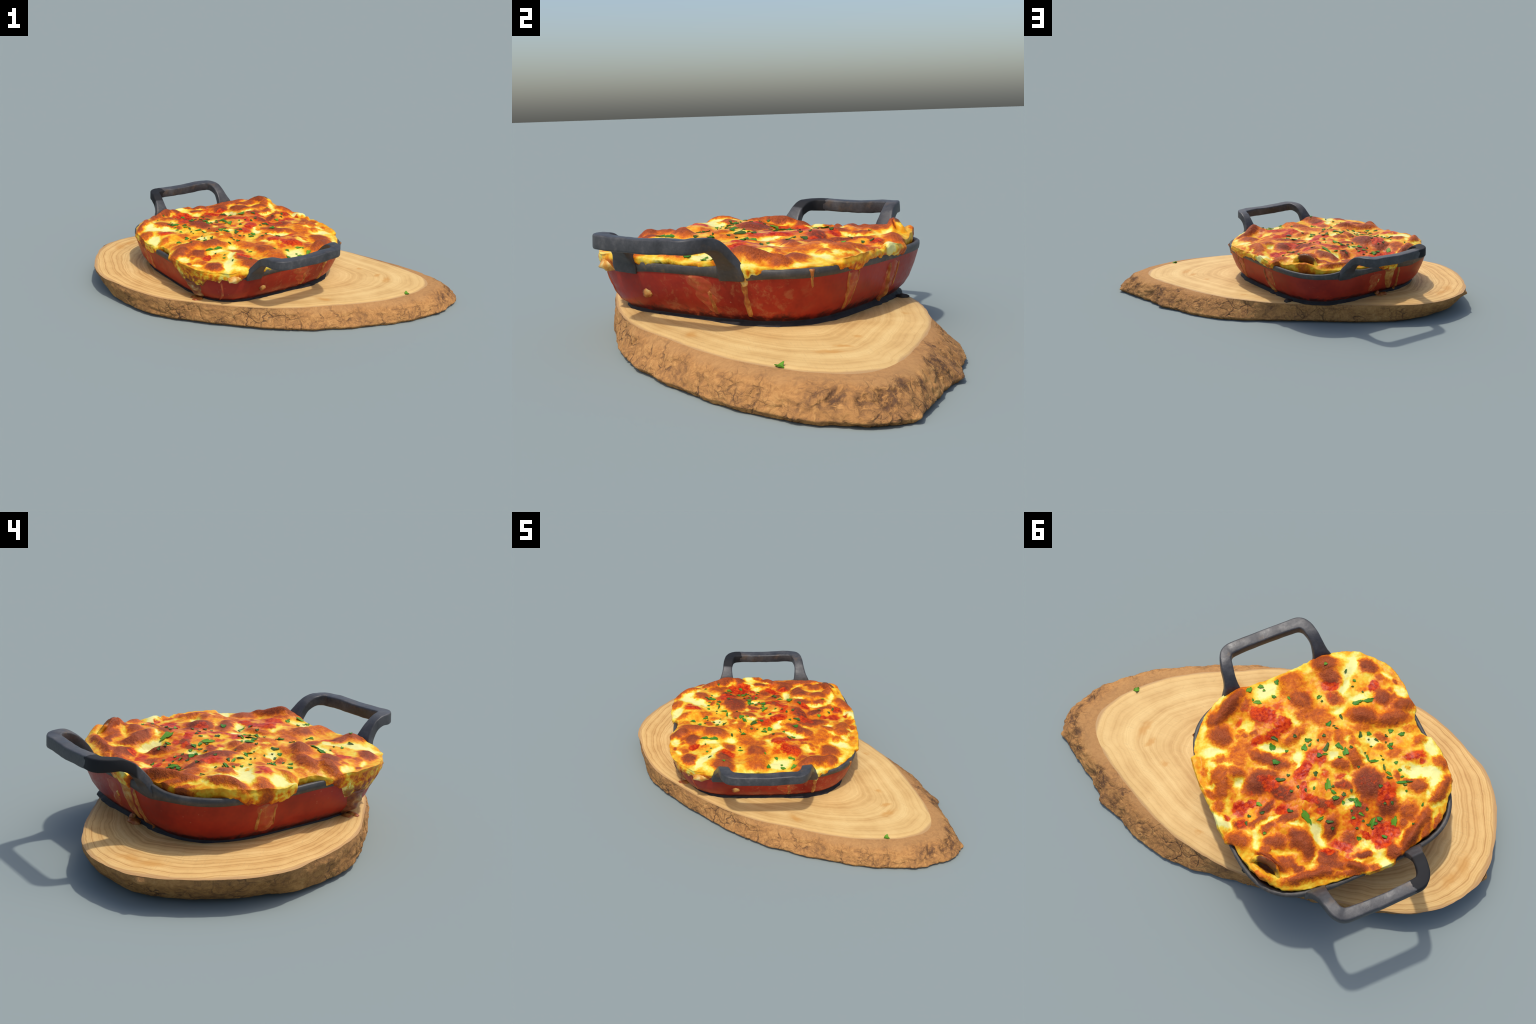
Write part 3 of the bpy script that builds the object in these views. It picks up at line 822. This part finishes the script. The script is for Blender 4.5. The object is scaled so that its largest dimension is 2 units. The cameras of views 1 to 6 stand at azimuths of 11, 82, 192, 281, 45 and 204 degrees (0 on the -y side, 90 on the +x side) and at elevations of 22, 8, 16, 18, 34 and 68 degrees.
def build_dish():
    dish = empty("baking_dish", DISH_AT, DISH_TURN, "square red enamelled iron baking dish with two loop handles", "baking dish")
    enamel, iron, rim_m = make_enamel(), make_iron("bare_iron"), make_rim()
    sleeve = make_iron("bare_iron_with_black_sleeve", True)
    foot_m = make_plain("black_foot", [(0.3, (0.010, 0.009, 0.010)), (0.7, (0.030, 0.025, 0.026))], 20, 0.7)
    wall = [(wall_half(z), z) for z in (0.118, 0.122, 0.128, 0.134, 0.140, 0.15, 0.165, 0.18, 0.195, 0.21, 0.23, 0.25, 0.266)]
    inner = [(0.452, 0.262), (0.430, 0.20), (0.40, 0.16), (0.37, 0.145)]
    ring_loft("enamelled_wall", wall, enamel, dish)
    rim = [(0.469, 0.259), (0.4745, 0.263), (0.4765, 0.276), (0.476, 0.286), (0.472, 0.2895), (0.464, 0.2895), (0.460, 0.286)]

    def swoop(v):
        """The rim climbs into the feet of the handles."""
        d = np.degrees(np.arctan2(v[:, 1], v[:, 0]))
        for foot in (-65.5, -116.5, 63.5, 113.5):
            v[:, 2] += np.where(v[:, 2] > 0.27, 0.016, -0.008) * np.exp(-((d - foot) / 7.0) ** 2)
        v[:, 2] += 0.002 * fbm(v, 6, 2, 1.0)
        return v
    ring_loft("rim", rim, rim_m, dish, swoop)
    crusted = make_plain("baked_on_inside", [(0.3, (0.10, 0.055, 0.032)), (0.5, (0.26, 0.185, 0.125)), (0.7, (0.42, 0.34, 0.25))], 26, 0.6)
    ring_loft("inner_wall", [(0.460, 0.286)] + inner, crusted, dish)

    def ragged(v):
        n = fbm(v, 14, 3, 2.0)
        low = smoothstep(v[:, 2], 0.125, 0.104)
        s = 1 + low * (0.012 + 0.03 * np.clip(n, 0, 1))
        v[:, 0] *= s
        v[:, 1] *= s
        return v
    foot = [(0.409, 0.124), (0.407, 0.120), (0.407, 0.114), (0.414, 0.106), (0.416, 0.1015), (0.30, 0.1015), (0.0, 0.1015)]
    ring_loft("foot", foot, foot_m, dish, ragged)
    build_handle(dish, iron, -1, -0.006, 0.0)
    build_handle(dish, sleeve, 1, 0.024, -0.02)
    return dish


# ------------------------------------------------------------------ lasagna
# broad swells and hollows of the baked top: (x, y, radius, height)
SWELLS = [(.20, -.15, .05, .014), (-.20, .10, .05, .012), (-.35, .09, .05, .012), (.06, .0, .05, .010), (-.21, -.28, .04, .010), (-.14, .30, .06, -.012), (.26, .03, .05, -.012), (-.18, -.23, .05, -.012),
          (.25, -.30, .05, -.010), (.11, .29, .06, -.010), (.12, -.29, .05, -.010), (-.33, -.30, .06, -.010), (.29, .12, .05, -.008), (.38, .31, .05, .008), (.03, .33, .12, -.022), (-.12, .36, .07, -.016), (-.29, -.05, .08, -.016), (-.17, -.38, .08, -.014), (-.38, -.24, .07, -.012), (.17, -.16, .05, -.012), (.39, .05, .05, -.012),
          (-.40, .14, .08, .014), (-.20, .18, .08, .018), (-.10, -.03, .09, .018), (.05, -.26, .08, .019), (.14, -.27, .07, .012), (.23, -.27, .06, .014), (.38, -.14, .07, .014),
          (.22, .18, .09, .018), (.13, .08, .09, .012), (-.24, .28, .08, .016), (.38, .32, .06, .010), (.30, -.12, .06, .010), (.31, .15, .06, .008),
          (.21, -.43, .06, .020), (.16, -.47, .035, .010), (.372, .262, .05, .012), (-.149, .47, .05, .014), (-.24, -.12, .15, .020), (-.21, -.44, .11, .022), (.385, .288, .12, .016), (-.41, .28, .10, .026), (.33, -.31, .12, -.014), (.43, -.02, .14, -.008),
          (-.144, .15, .10, -.006), (.02, .09, .20, .012), (-.36, -.28, .14, .008), (.10, -.36, .10, .002)]
# crust edge by direction: (degrees, reach as a share of the rim, where it ends in z)
CRUST_EDGE = [(-176, .945, .270), (-168, 1.012, .262), (-162, 1.015, .240), (-157, 1.035, .185), (-150, 1.04, .165), (-144, 1.035, .190), (-139.5, 1.02, .248), (-133, 1.018, .248), (-124, 1.022, .248), (-116, 1.0, .275), (-100, .985, .278), (-75, .985, .276),
              (-63, 1.012, .252), (-54, .985, .272), (-42, .965, .265), (-32, .985, .270), (-27, 1.012, .268), (-20, 1.025, .252), (-12, 1.012, .274), (-3, 1.0, .280), (4, 1.012, .272), (9, 1.022, .255), (15, 1.01, .270),
              (21, .962, .262), (32, .955, .258), (46, .952, .255), (60, .955, .26), (76, .965, .265), (86, .985, .275), (92, 1.015, .252), (100, 1.015, .248), (106, .98, .27), (114, .955, .26), (128, .945, .255),
              (140, .955, .260), (147, .99, .275), (153, 1.02, .252), (160, 1.03, .232), (167, 1.03, .238), (173, 1.01, .262), (178, .95, .268)]


def crust_height(x, y):
    x, y = np.asarray(x, float), np.asarray(y, float)
    th = np.arctan2(y - SIDE, x - SHIFT)
    rho = np.hypot(x - SHIFT, y - SIDE) / (HALF * plan(th))
    h = 0.317 - 0.022 * smoothstep(rho, 0.86, 1.02)
    for sx, sy, r, a in SWELLS:
        h = h + a * np.exp(-((x - sx) ** 2 + (y - sy) ** 2) / r ** 2)
    for kind, px, py, rx, ry, deg, s, a in CRUST_PATCHES:
        if a:
            c, sn = math.cos(math.radians(deg)), math.sin(math.radians(deg))
            u = ((x - px) * c + (y - py) * sn) / rx
            w = (-(x - px) * sn + (y - py) * c) / ry
            h = h + a * np.exp(-1.1 * (u * u + w * w) ** 1.3)
    return h


def crust_noise(p):
    return 0.0045 * fbm(p * (1, 1, 0), 9, 3, 4.0) + 0.0022 * fbm(p * (1, 1, 0), 34, 3, 7.0)


def build_crust(parent, material):
    N, R, K = 620, 120, 22
    t = np.arange(N) * math.tau / N
    deg = np.degrees(t)
    circ = np.c_[np.cos(t), np.sin(t), np.zeros(N)]
    n1, n2 = fbm(circ, 7, 3, 1.0), fbm(circ, 10, 3, 6.0)
    reach = periodic(deg, CRUST_EDGE, 1) + 0.007 * n1 + 0.007 * fbm(circ, 19, 3, 15.0)
    zend = periodic(deg, CRUST_EDGE, 2) + 0.010 * n2 + 0.010 * fbm(circ, 22, 3, 11.0)
    over = smoothstep(reach, 0.985, 1.01)
    u = plan(t)
    V = []
    for i in range(R + 1):
        s = (i / R) ** 0.85
        rr = HALF * u * reach * s
        x, y = rr * np.cos(t) + SHIFT, rr * np.sin(t) + SIDE
        p = np.c_[x, y, np.zeros(N)]
        z = crust_height(x, y) + crust_noise(p) * (1 if i else 0)
        lap = over * smoothstep(reach * s, 0.90, 0.95)        # where cheese laps the rim it lies on top of it
        z = z * (1 - lap) + lap * (0.301 + np.abs(z - 0.301))
        V.append(np.c_[x, y, z])
    V[0][:, 2] = V[0][0, 2]
    he = V[-1][:, 2]
    for k in range(1, K + 1):
        s = k / K
        z = he + (zend - he) * s ** 1.15
        z = np.where(k == K, zend, z)
        r_over = wall_half(np.minimum(z, 0.29)) / HALF + 0.010 + 0.014 * np.sin(math.pi * min(s * 1.1, 1)) ** 0.8 - 0.05 * smoothstep(s, 0.8, 1.0)
        r_in = reach - 0.025 * s + 0.01 * np.sin(math.pi * s)
        w = over * smoothstep(s, -0.15, 0.25)
        rho = r_in * (1 - w) + r_over * w
        rr = HALF * u * rho
        V.append(np.c_[rr * np.cos(t) + SHIFT, rr * np.sin(t) + SIDE, z])
    rr = 0.44 * u
    V.append(np.c_[rr * np.cos(t) + SHIFT, rr * np.sin(t) + SIDE, np.full(N, 0.235)])
    v = np.vstack(V)
    sk = slice((R + 1) * N, (R + 1 + K) * N)
    bulge = fbm(v[sk], 20, 3, 3.0)
    f = 1 + 0.010 * bulge * np.repeat(np.sin(np.linspace(0.2, math.pi, K)), N)
    v[sk, 0] *= f
    v[sk, 1] *= f
    faces = grid_faces(R + K + 2, N, True)
    faces.append(tuple((R + K + 1) * N + c for c in range(N)))
    return mesh_object("cheese_crust", v, faces, material, parent)


def build_drip(parent, material, path, thick, name="cheese_drip"):
    """A run of melted cheese down the wall: path of (degrees, z, half width in metres)."""
    path = np.array(path, float)
    steps, across = 10 * (len(path) - 1) + 1, 13
    s = np.linspace(0, len(path) - 1, steps)
    d, z, w = (np.interp(s, np.arange(len(path)), path[:, i]) for i in range(3))
    seed = float(path[0, 0])
    V = []
    for i in range(steps):
        r = float(plan(math.radians(d[i]))) * 0.475
        endfade = min(1.0, (steps - 1 - i) / 4 + 0.02, i / 3 + 0.3)
        wob = 1 + 0.35 * noise.noise(Vector((seed, z[i] * 40, 0)))
        for k in range(across):
            q = -1 + 2 * k / (across - 1)
            dome = max(0.0, 1 - abs(q) ** 2.2)
            lump = 0.75 + 0.6 * noise.noise(Vector((q * 1.5 + seed, z[i] * 45, 3)))
            out = -0.002 + (thick + 0.002) * dome * endfade * max(lump, 0.2)
            ww = w[i] * wob * (0.35 + 0.65 * min(1.0, endfade))
            V.append(on_wall(d[i] + math.degrees(q * ww / r), z[i], out))
    # back face sunk in the wall closes the piece
    back = []
    for i in range(steps):
        for k in (0, across - 1):
            back.append(V[i * across + k])
    faces = grid_faces(steps, across, False)
    return mesh_object(name, V, faces, material, parent)


CURL = [(0.434, 0.262, 0.312, 0.008), (0.412, 0.258, 0.336, 0.013), (0.388, 0.272, 0.352, 0.016), (0.365, 0.297, 0.354, 0.017), (0.352, 0.331, 0.342, 0.014), (0.350, 0.366, 0.312, 0.008)]


def build_curl(parent, material):
    """The rolled lip of a pasta sheet standing round a dark pocket: a fat sagging roll along an arc, (x, y, z, radius)."""
    c = np.array(CURL)
    k = np.arange(len(c))
    s = np.linspace(0, len(c) - 1, 41)
    path = np.stack([np.interp(s, k, c[:, i]) for i in range(4)], 1)
    for _ in range(3):
        path[1:-1] = (path[:-2] + 2 * path[1:-1] + path[2:]) / 4
    tang = np.gradient(path[:, :3], axis=0)
    tang /= np.linalg.norm(tang, axis=1)[:, None]
    K, V = 20, []
    for p, t in zip(path, tang):
        side = np.cross(t, (0, 0, 1.0))
        side /= np.linalg.norm(side)
        up = np.cross(side, t)
        for j in range(K):
            a = math.tau * j / K
            # a leaf-like section: thick at the back, drawn down in front, footed in the crust below
            u, w = math.cos(a), math.sin(a)
            V.append(p[:3] + side * u * p[3] * 0.9 + up * (w * p[3] * (1.0 if w > 0 else 2.0)))
    v = np.array(V)
    v += 0.0025 * np.c_[fbm(v, 45, 2, 1.0), fbm(v, 45, 2, 5.0), fbm(v, 45, 2, 9.0)]
    faces = grid_faces(len(path), K, True) + [tuple(range(K))[::-1], tuple(range((len(path) - 1) * K, len(path) * K))]
    return mesh_object("pasta_curl", v, faces, material, parent)


def build_lump(name, parent, material, at, size, seed, rough=0.3):
    import bmesh
    bm = bmesh.new()
    bmesh.ops.create_icosphere(bm, subdivisions=3, radius=1)
    for v in bm.verts:
        k = 1 + rough * noise.fractal(v.co * 1.6 + Vector((seed, 0, 0)), 1.0, 2.0, 3)
        v.co = Vector((v.co.x * size[0], v.co.y * size[1], v.co.z * size[2])) * k + Vector(at)
    me = bpy.data.meshes.new(name)
    bm.to_mesh(me)
    bm.free()
    me.polygons.foreach_set("use_smooth", [True] * len(me.polygons))
    me.materials.append(material)
    ob = bpy.data.objects.new(name, me)
    bpy.context.scene.collection.objects.link(ob)
    ob.parent = parent
    return ob


# parsley on the crust: (kind, x, y, half length, half width, turn)
PARSLEY = [
    ('light', 0.136, -0.444, 0.022, 0.011, -150),
    ('light', 0.084, -0.442, 0.015, 0.009, 151),
    ('light', 0.079, -0.419, 0.007, 0.006, 156),
    ('fresh', 0.055, -0.371, 0.012, 0.008, 124),
    ('light', 0.128, -0.373, 0.020, 0.009, 153),
    ('fresh', 0.142, -0.391, 0.005, 0.006, 156),
    ('fresh', 0.014, -0.432, 0.015, 0.010, 75),
    ('light', -0.207, -0.415, 0.009, 0.007, 156),
    ('light', 0.000, -0.335, 0.011, 0.005, 103),
    ('light', -0.121, -0.292, 0.014, 0.007, -171),
    ('dull', -0.124, -0.269, 0.006, 0.005, 156),
    ('fresh', 0.152, -0.163, 0.018, 0.014, 135),
    ('fresh', 0.106, -0.119, 0.008, 0.006, 156),
    ('fresh', 0.169, -0.088, 0.018, 0.012, 140),
    ('fresh', 0.005, -0.126, 0.017, 0.009, 167),
    ('fresh', 0.033, -0.101, 0.017, 0.013, 104),
    ('dull', 0.049, -0.163, 0.009, 0.008, 156),
    ('fresh', -0.105, -0.156, 0.015, 0.008, -152),
    ('dull', -0.032, -0.108, 0.007, 0.005, 75),
    ('fresh', 0.007, -0.103, 0.011, 0.005, -152),
    ('dull', -0.045, -0.059, 0.030, 0.010, -142),
    ('dull', -0.122, -0.124, 0.012, 0.003, 124),
    ('dull', -0.007, -0.041, 0.012, 0.011, 156),
    ('light', -0.030, -0.036, 0.015, 0.004, 167),
    ('dull', 0.130, -0.191, 0.021, 0.007, 129),
    ('dull', -0.062, -0.115, 0.009, 0.007, 156),
    ('fresh', -0.094, -0.048, 0.011, 0.009, 156),
    ('fresh', -0.255, -0.197, 0.026, 0.010, -177),
    ('fresh', -0.304, -0.188, 0.026, 0.010, 170),
    ('dull', -0.275, -0.355, 0.013, 0.005, -137),
    ('fresh', -0.290, -0.301, 0.009, 0.006, 123),
    ('dull', -0.271, -0.277, 0.007, 0.003, 156),
    ('dull', -0.299, -0.237, 0.006, 0.004, 113),
    ('dull', -0.164, -0.166, 0.015, 0.006, 93),
    ('fresh', -0.103, -0.157, 0.015, 0.008, -161),
    ('dull', -0.119, -0.140, 0.008, 0.003, 156),
    ('dull', -0.202, -0.057, 0.018, 0.008, -120),
    ('fresh', -0.240, -0.051, 0.012, 0.009, 145),
    ('fresh', -0.331, -0.029, 0.012, 0.009, 156),
    ('fresh', -0.367, 0.003, 0.015, 0.009, 167),
    ('dull', -0.305, -0.017, 0.010, 0.004, 113),
    ('dull', -0.258, -0.015, 0.012, 0.005, 129),
    ('fresh', -0.306, 0.027, 0.011, 0.008, 178),
    ('fresh', -0.293, 0.030, 0.007, 0.006, 156),
    ('fresh', -0.296, 0.043, 0.010, 0.005, 135),
    ('dull', -0.290, 0.010, 0.005, 0.004, 156),
    ('dull', -0.049, -0.058, 0.022, 0.008, -142),
    ('fresh', -0.099, -0.040, 0.021, 0.009, 113),
    ('fresh', -0.112, -0.009, 0.019, 0.013, -124),
    ('dull', -0.142, -0.019, 0.009, 0.006, 156),
    ('fresh', -0.081, 0.003, 0.012, 0.004, 156),
    ('fresh', -0.187, 0.048, 0.021, 0.005, 83),
    ('fresh', -0.203, 0.072, 0.023, 0.006, 162),
    ('dull', -0.186, 0.024, 0.005, 0.004, 156),
    ('dull', -0.242, 0.079, 0.007, 0.004, 156),
    ('fresh', -0.286, 0.112, 0.009, 0.007, 156),
    ('dull', -0.223, 0.005, 0.007, 0.003, 156),
    ('dull', -0.227, -0.027, 0.005, 0.004, 156),
    ('dull', -0.242, 0.060, 0.007, 0.002, 113),
    ('dull', 0.040, 0.027, 0.010, 0.011, 156),
    ('dull', 0.144, -0.015, 0.009, 0.006, 156),
    ('dull', 0.183, -0.011, 0.024, 0.009, 151),
    ('light', 0.013, 0.090, 0.027, 0.014, -119),
    ('fresh', 0.006, 0.126, 0.015, 0.007, 119),
    ('fresh', 0.072, 0.082, 0.009, 0.005, -133),
    ('dull', -0.004, 0.103, 0.007, 0.006, 156),
    ('dull', 0.163, 0.059, 0.008, 0.007, 156),
    ('light', 0.303, 0.047, 0.015, 0.009, 125),
    ('dull', 0.359, 0.078, 0.010, 0.006, 135),
    ('light', 0.152, 0.181, 0.036, 0.015, 103),
    ('fresh', 0.099, 0.208, 0.017, 0.006, -173),
    ('dull', 0.203, 0.133, 0.015, 0.008, 135),
    ('dull', 0.305, 0.089, 0.012, 0.006, 167),
    ('dull', 0.382, 0.103, 0.012, 0.006, 77),
    ('light', 0.333, 0.178, 0.008, 0.006, 156),
    ('dull', 0.073, 0.235, 0.018, 0.007, 151),
    ('fresh', 0.008, 0.153, 0.017, 0.010, 167),
    ('dull', 0.071, 0.263, 0.009, 0.007, 156),
    ('dull', 0.130, 0.051, 0.010, 0.006, 85),
    ('dull', 0.107, 0.076, 0.009, 0.005, 75),
    ('dull', -0.230, 0.114, 0.018, 0.005, 73),
    ('fresh', -0.286, 0.148, 0.009, 0.006, 156),
    ('light', -0.236, 0.147, 0.018, 0.006, 124),
    ('dull', -0.229, 0.165, 0.015, 0.006, 156),
    ('fresh', -0.266, 0.201, 0.033, 0.007, 162),
    ('dull', -0.295, 0.212, 0.015, 0.004, 148),
    ('dull', -0.274, 0.218, 0.010, 0.004, 156),
    ('fresh', -0.281, 0.179, 0.010, 0.004, 177),
    ('dull', -0.178, 0.185, 0.010, 0.007, 156),
    ('fresh', -0.268, 0.243, 0.006, 0.005, 73),
    ('dull', -0.065, 0.149, 0.009, 0.006, 74),
    ('fresh', -0.050, 0.180, 0.014, 0.006, 156),
    ('fresh', -0.067, 0.190, 0.015, 0.010, 74),
    ('fresh', -0.067, 0.210, 0.017, 0.014, 124),
    ('fresh', -0.014, 0.181, 0.008, 0.008, 156),
    ('dull', -0.031, 0.151, 0.010, 0.009, 156),
    ('dull', -0.092, 0.244, 0.007, 0.008, 156),
    ('dull', -0.165, 0.255, 0.007, 0.006, 156),
    ('dull', -0.192, 0.267, 0.009, 0.006, 73),
    ('fresh', -0.303, 0.321, 0.010, 0.004, -135),
    ('light', -0.062, 0.253, 0.014, 0.006, 125),
    ('light', -0.026, 0.254, 0.010, 0.006, 156),
    ('dull', -0.058, 0.281, 0.007, 0.005, 156),
    ('light', -0.090, 0.300, 0.025, 0.011, -134),
    ('fresh', -0.123, 0.298, 0.013, 0.010, 135),
    ('fresh', -0.102, 0.309, 0.008, 0.007, 156),
    ('dull', -0.071, 0.303, 0.010, 0.005, 156),
    ('light', -0.172, 0.334, 0.022, 0.013, -135),
    ('dull', -0.022, 0.298, 0.007, 0.005, 156),
    ('fresh', -0.110, 0.373, 0.015, 0.007, 130),
    ('fresh', -0.012, 0.338, 0.011, 0.008, 156),
    ('dull', -0.232, 0.379, 0.007, 0.007, 156),
    ('dull', -0.135, 0.069, 0.007, 0.005, 156),
    ('dull', -0.081, 0.322, 0.008, 0.004, 156),
    ('dull', -0.031, 0.226, 0.006, 0.006, 156),
]


def leaf_mesh(name, seed, material):
    """A torn flake of leaf, unit size, with real thickness, a midrib fold and ragged edge."""
    r = random.Random(seed)
    n, rings = 22, 4
    ph = [r.uniform(0, math.tau) for _ in range(3)]
    edge = [1 + 0.16 * math.sin(3 * a + ph[0]) + 0.12 * math.sin(5 * a + ph[1]) + 0.10 * math.sin(9 * a + ph[2]) + r.uniform(-.07, .07) for a in (math.tau * i / n for i in range(n))]
    top, bottom = [], []
    for j in range(rings + 1):
        s = j / rings
        for i in range(n):
            a = math.tau * i / n
            x, y = math.cos(a) * edge[i] * s, math.sin(a) * edge[i] * s
            x *= 1 + 0.15 * y * math.sin(ph[0])
            z = 0.16 * abs(y) - 0.10 * x * x + 0.10 * math.sin(2.2 * x + ph[1]) * y
            th = 0.09 * (1 - 0.6 * s ** 4)
            top.append((x, y, z + th))
            bottom.append((x, y, z - th))
    v = top + bottom
    off = len(top)
    f = grid_faces(rings + 1, n, True)
    f += [tuple(off + q for q in g[::-1]) for g in grid_faces(rings + 1, n, True)]
    o = rings * n
    f += [(o + i, off + o + i, off + o + (i + 1) % n, o + (i + 1) % n) for i in range(n)]
    me = bpy.data.meshes.new(name)
    me.from_pydata(v, [], f)
    me.validate()
    me.update()
    me.polygons.foreach_set("use_smooth", [True] * len(me.polygons))
    me.materials.append(material)
    return me


def build_lasagna():
    food = empty("lasagna", DISH_AT, DISH_TURN, "baked lasagna with browned bubbling cheese, red sauce and parsley flakes", "lasagna")
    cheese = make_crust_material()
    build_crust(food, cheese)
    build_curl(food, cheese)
    amber = make_plain("runny_cheese", [(0.28, (0.24, 0.045, 0.014)), (0.45, (0.36, 0.10, 0.022)), (0.58, (0.50, 0.22, 0.045)), (0.75, (0.62, 0.42, 0.14))], 22, 0.4, 0.5, 0.006)
    film = make_plain("sauce_film", [(0.3, (0.40, 0.035, 0.016)), (0.55, (0.42, 0.075, 0.022)), (0.72, (0.52, 0.20, 0.06))], 34, 0.42, 0.4, 0.004)
    dark = make_plain("scorched_drip", [(0.30, (0.11, 0.028, 0.018)), (0.48, (0.22, 0.065, 0.025)), (0.60, (0.36, 0.17, 0.05)), (0.75, (0.50, 0.42, 0.22))], 24, 0.45, 0.7, 0.008)
    gold = make_plain("toasted_cheese", [(0.3, (0.46, 0.12, 0.020)), (0.5, (0.66, 0.32, 0.05)), (0.7, (0.76, 0.60, 0.24))], 30, 0.45, 0.6, 0.008)
    black = make_plain("burnt_crumb", [(0.3, (0.012, 0.011, 0.012)), (0.6, (0.045, 0.038, 0.032)), (0.75, (0.13, 0.10, 0.07))], 60, 0.7, 0.8, 0.008)
    drips = [
        (dark, [(-152, .225, .052), (-150.5, .20, .050), (-149.5, .17, .046), (-148.8, .14, .040), (-148.3, .122, .032), (-148, .108, .016)], .020),
        (gold, [(-134, .272, .018), (-134, .258, .014), (-134, .240, .005)], .010),
        (film, [(-133, .24, .008), (-132.5, .20, .006), (-132.5, .16, .009), (-135, .112, .005)], .005),
        (film, [(-82, .262, .050), (-81, .23, .050), (-79, .19, .042), (-76, .15, .030), (-75, .135, .012)], .005),
        (amber, [(-77, .215, .010), (-76, .18, .010), (-75.5, .145, .014), (-75, .13, .006)], .006),
        (gold, [(-63, .285, .020), (-62.5, .262, .018), (-62, .245, .012), (-62, .235, .006)], .010),
        (amber, [(-62.5, .26, .014), (-62, .21, .011), (-61.5, .17, .014), (-61, .145, .012), (-61, .13, .005)], .006),
        (amber, [(-40.5, .288, .010), (-40.5, .270, .009), (-40.3, .25, .004), (-40, .225, .004)], .006),
        (film, [(-21.5, .26, .040), (-21.5, .22, .032), (-22, .18, .026), (-22.7, .14, .016), (-23, .124, .007)], .005),
        (amber, [(-24.5, .26, .007), (-24, .21, .006), (-23.6, .16, .006), (-23.2, .125, .009)], .007),
        (amber, [(-18.4, .26, .006), (-19, .22, .005), (-20.5, .16, .004), (-21.5, .14, .003)], .005),
        (film, [(9, .255, .045), (9.5, .20, .045), (9, .15, .040), (9, .115, .018)], .005),
        (amber, [(6.2, .25, .007), (7, .20, .008), (9, .165, .020), (10.5, .135, .030), (11, .118, .018), (10, .104, .008)], .011),
        (amber, [(14, .25, .003), (14.5, .20, .003), (15, .15, .003)], .004),
        (amber, [(11, .25, .003), (12, .20, .004), (12.5, .16, .003)], .004),
        (amber, [(97, .275, .046), (98, .25, .040), (98, .22, .036), (99, .18, .030), (101, .15, .020), (103, .13, .008)], .009),
        (amber, [(105, .26, .006), (106, .20, .007), (108, .15, .010), (110, .125, .012), (110, .104, .006)], .010),
        (film, [(86, .25, .050), (86, .20, .045), (85, .15, .030), (85, .14, .01)], .004),
        (gold, [(89, .215, .006), (89, .20, .008), (89, .19, .004)], .006),
        (film, [(161, .25, .052), (161, .21, .046), (161, .17, .042), (161, .145, .030), (161, .136, .012)], .005),
        (amber, [(158, .24, .008), (157.5, .20, .007), (157, .16, .009), (157, .145, .004)], .005),
        (amber, [(164.5, .24, .006), (164.6, .20, .005), (165, .15, .006)], .005),
    ]
    for mat, path, th in drips:
        build_drip(food, mat, path, th)
    # loose lumps: toasted bead under the crust, chip on the wall, crumbs at the foot
    for mat, deg, z, out, size, name in [
        (gold, -126, .268, .004, (.040, .020, .022), "cheese_bead"), (amber, -109, .186, .000, (.020, .008, .016), "cheese_bead"),
        (amber, -147, .116, .030, (.028, .020, .010), "toasted_crumb"), (amber, -150, .114, .024, (.022, .018, .010), "toasted_crumb"),
        (amber, 97, .112, .022, (.030, .020, .010), "toasted_crumb"), (amber, 93, .116, .010, (.014, .012, .016), "toasted_crumb"),
(black, 28, .110, .034, (.024, .018, .010), "burnt_crumb")]:
        build_lump(name, food, mat, on_wall(deg, z, out), size, deg * 0.37)
    # parsley
    mats = {"fresh": make_leaf("parsley_fresh", (0.030, 0.16, 0.010), (0.10, 0.36, 0.022)), "light": make_leaf("parsley_light", (0.07, 0.25, 0.012), (0.19, 0.42, 0.022)),
            "dull": make_leaf("parsley_dull", (0.034, 0.085, 0.011), (0.080, 0.17, 0.020))}
    shapes = {k: [leaf_mesh("parsley_flake", i * 7 + j, mt) for j in range(5)] for i, (k, mt) in enumerate(mats.items())}
    r = random.Random(3)
    for kind, x, y, rx, ry, deg in PARSLEY:
        e = 0.008
        hx = [float(crust_height(x + dx, y + dy) + crust_noise(np.array([[x + dx, y + dy, 0.0]]))[0]) for dx, dy in ((0, 0), (e, 0), (-e, 0), (0, e), (0, -e))]
        nrm = Vector((-(hx[1] - hx[2]) / (2 * e), -(hx[3] - hx[4]) / (2 * e), 1.0)).normalized()
        ob = bpy.data.objects.new("parsley_flake", r.choice(shapes[kind]))
        bpy.context.scene.collection.objects.link(ob)
        ob.parent = food
        tilt = Vector((0, 0, 1)).rotation_difference(nrm + Vector((r.uniform(-.12, .12), r.uniform(-.12, .12), 0)))
        ob.rotation_mode = "QUATERNION"
        ob.rotation_quaternion = tilt @ Matrix.Rotation(math.radians(deg), 3, "Z").to_quaternion()
        ob.scale = (rx * 0.88, ry * 0.92, 0.013 if max(rx, ry) > 0.012 else 0.010)
        ob.location = (x, y, hx[0] + 0.0022)
    # one piece has dropped on the board
    stray = bpy.data.objects.new("parsley_piece", leaf_mesh("parsley_piece", 99, mats["light"]))
    bpy.context.scene.collection.objects.link(stray)
    stray.location, stray.scale, stray.rotation_euler = (0.74, -0.088, 0.101), (0.013, 0.011, 0.030), (0.0, 0.0, 0.6)
    stray["label"], stray["category"] = "small chopped piece of green parsley", "parsley"
    return food


build_board()
build_dish()
build_lasagna()
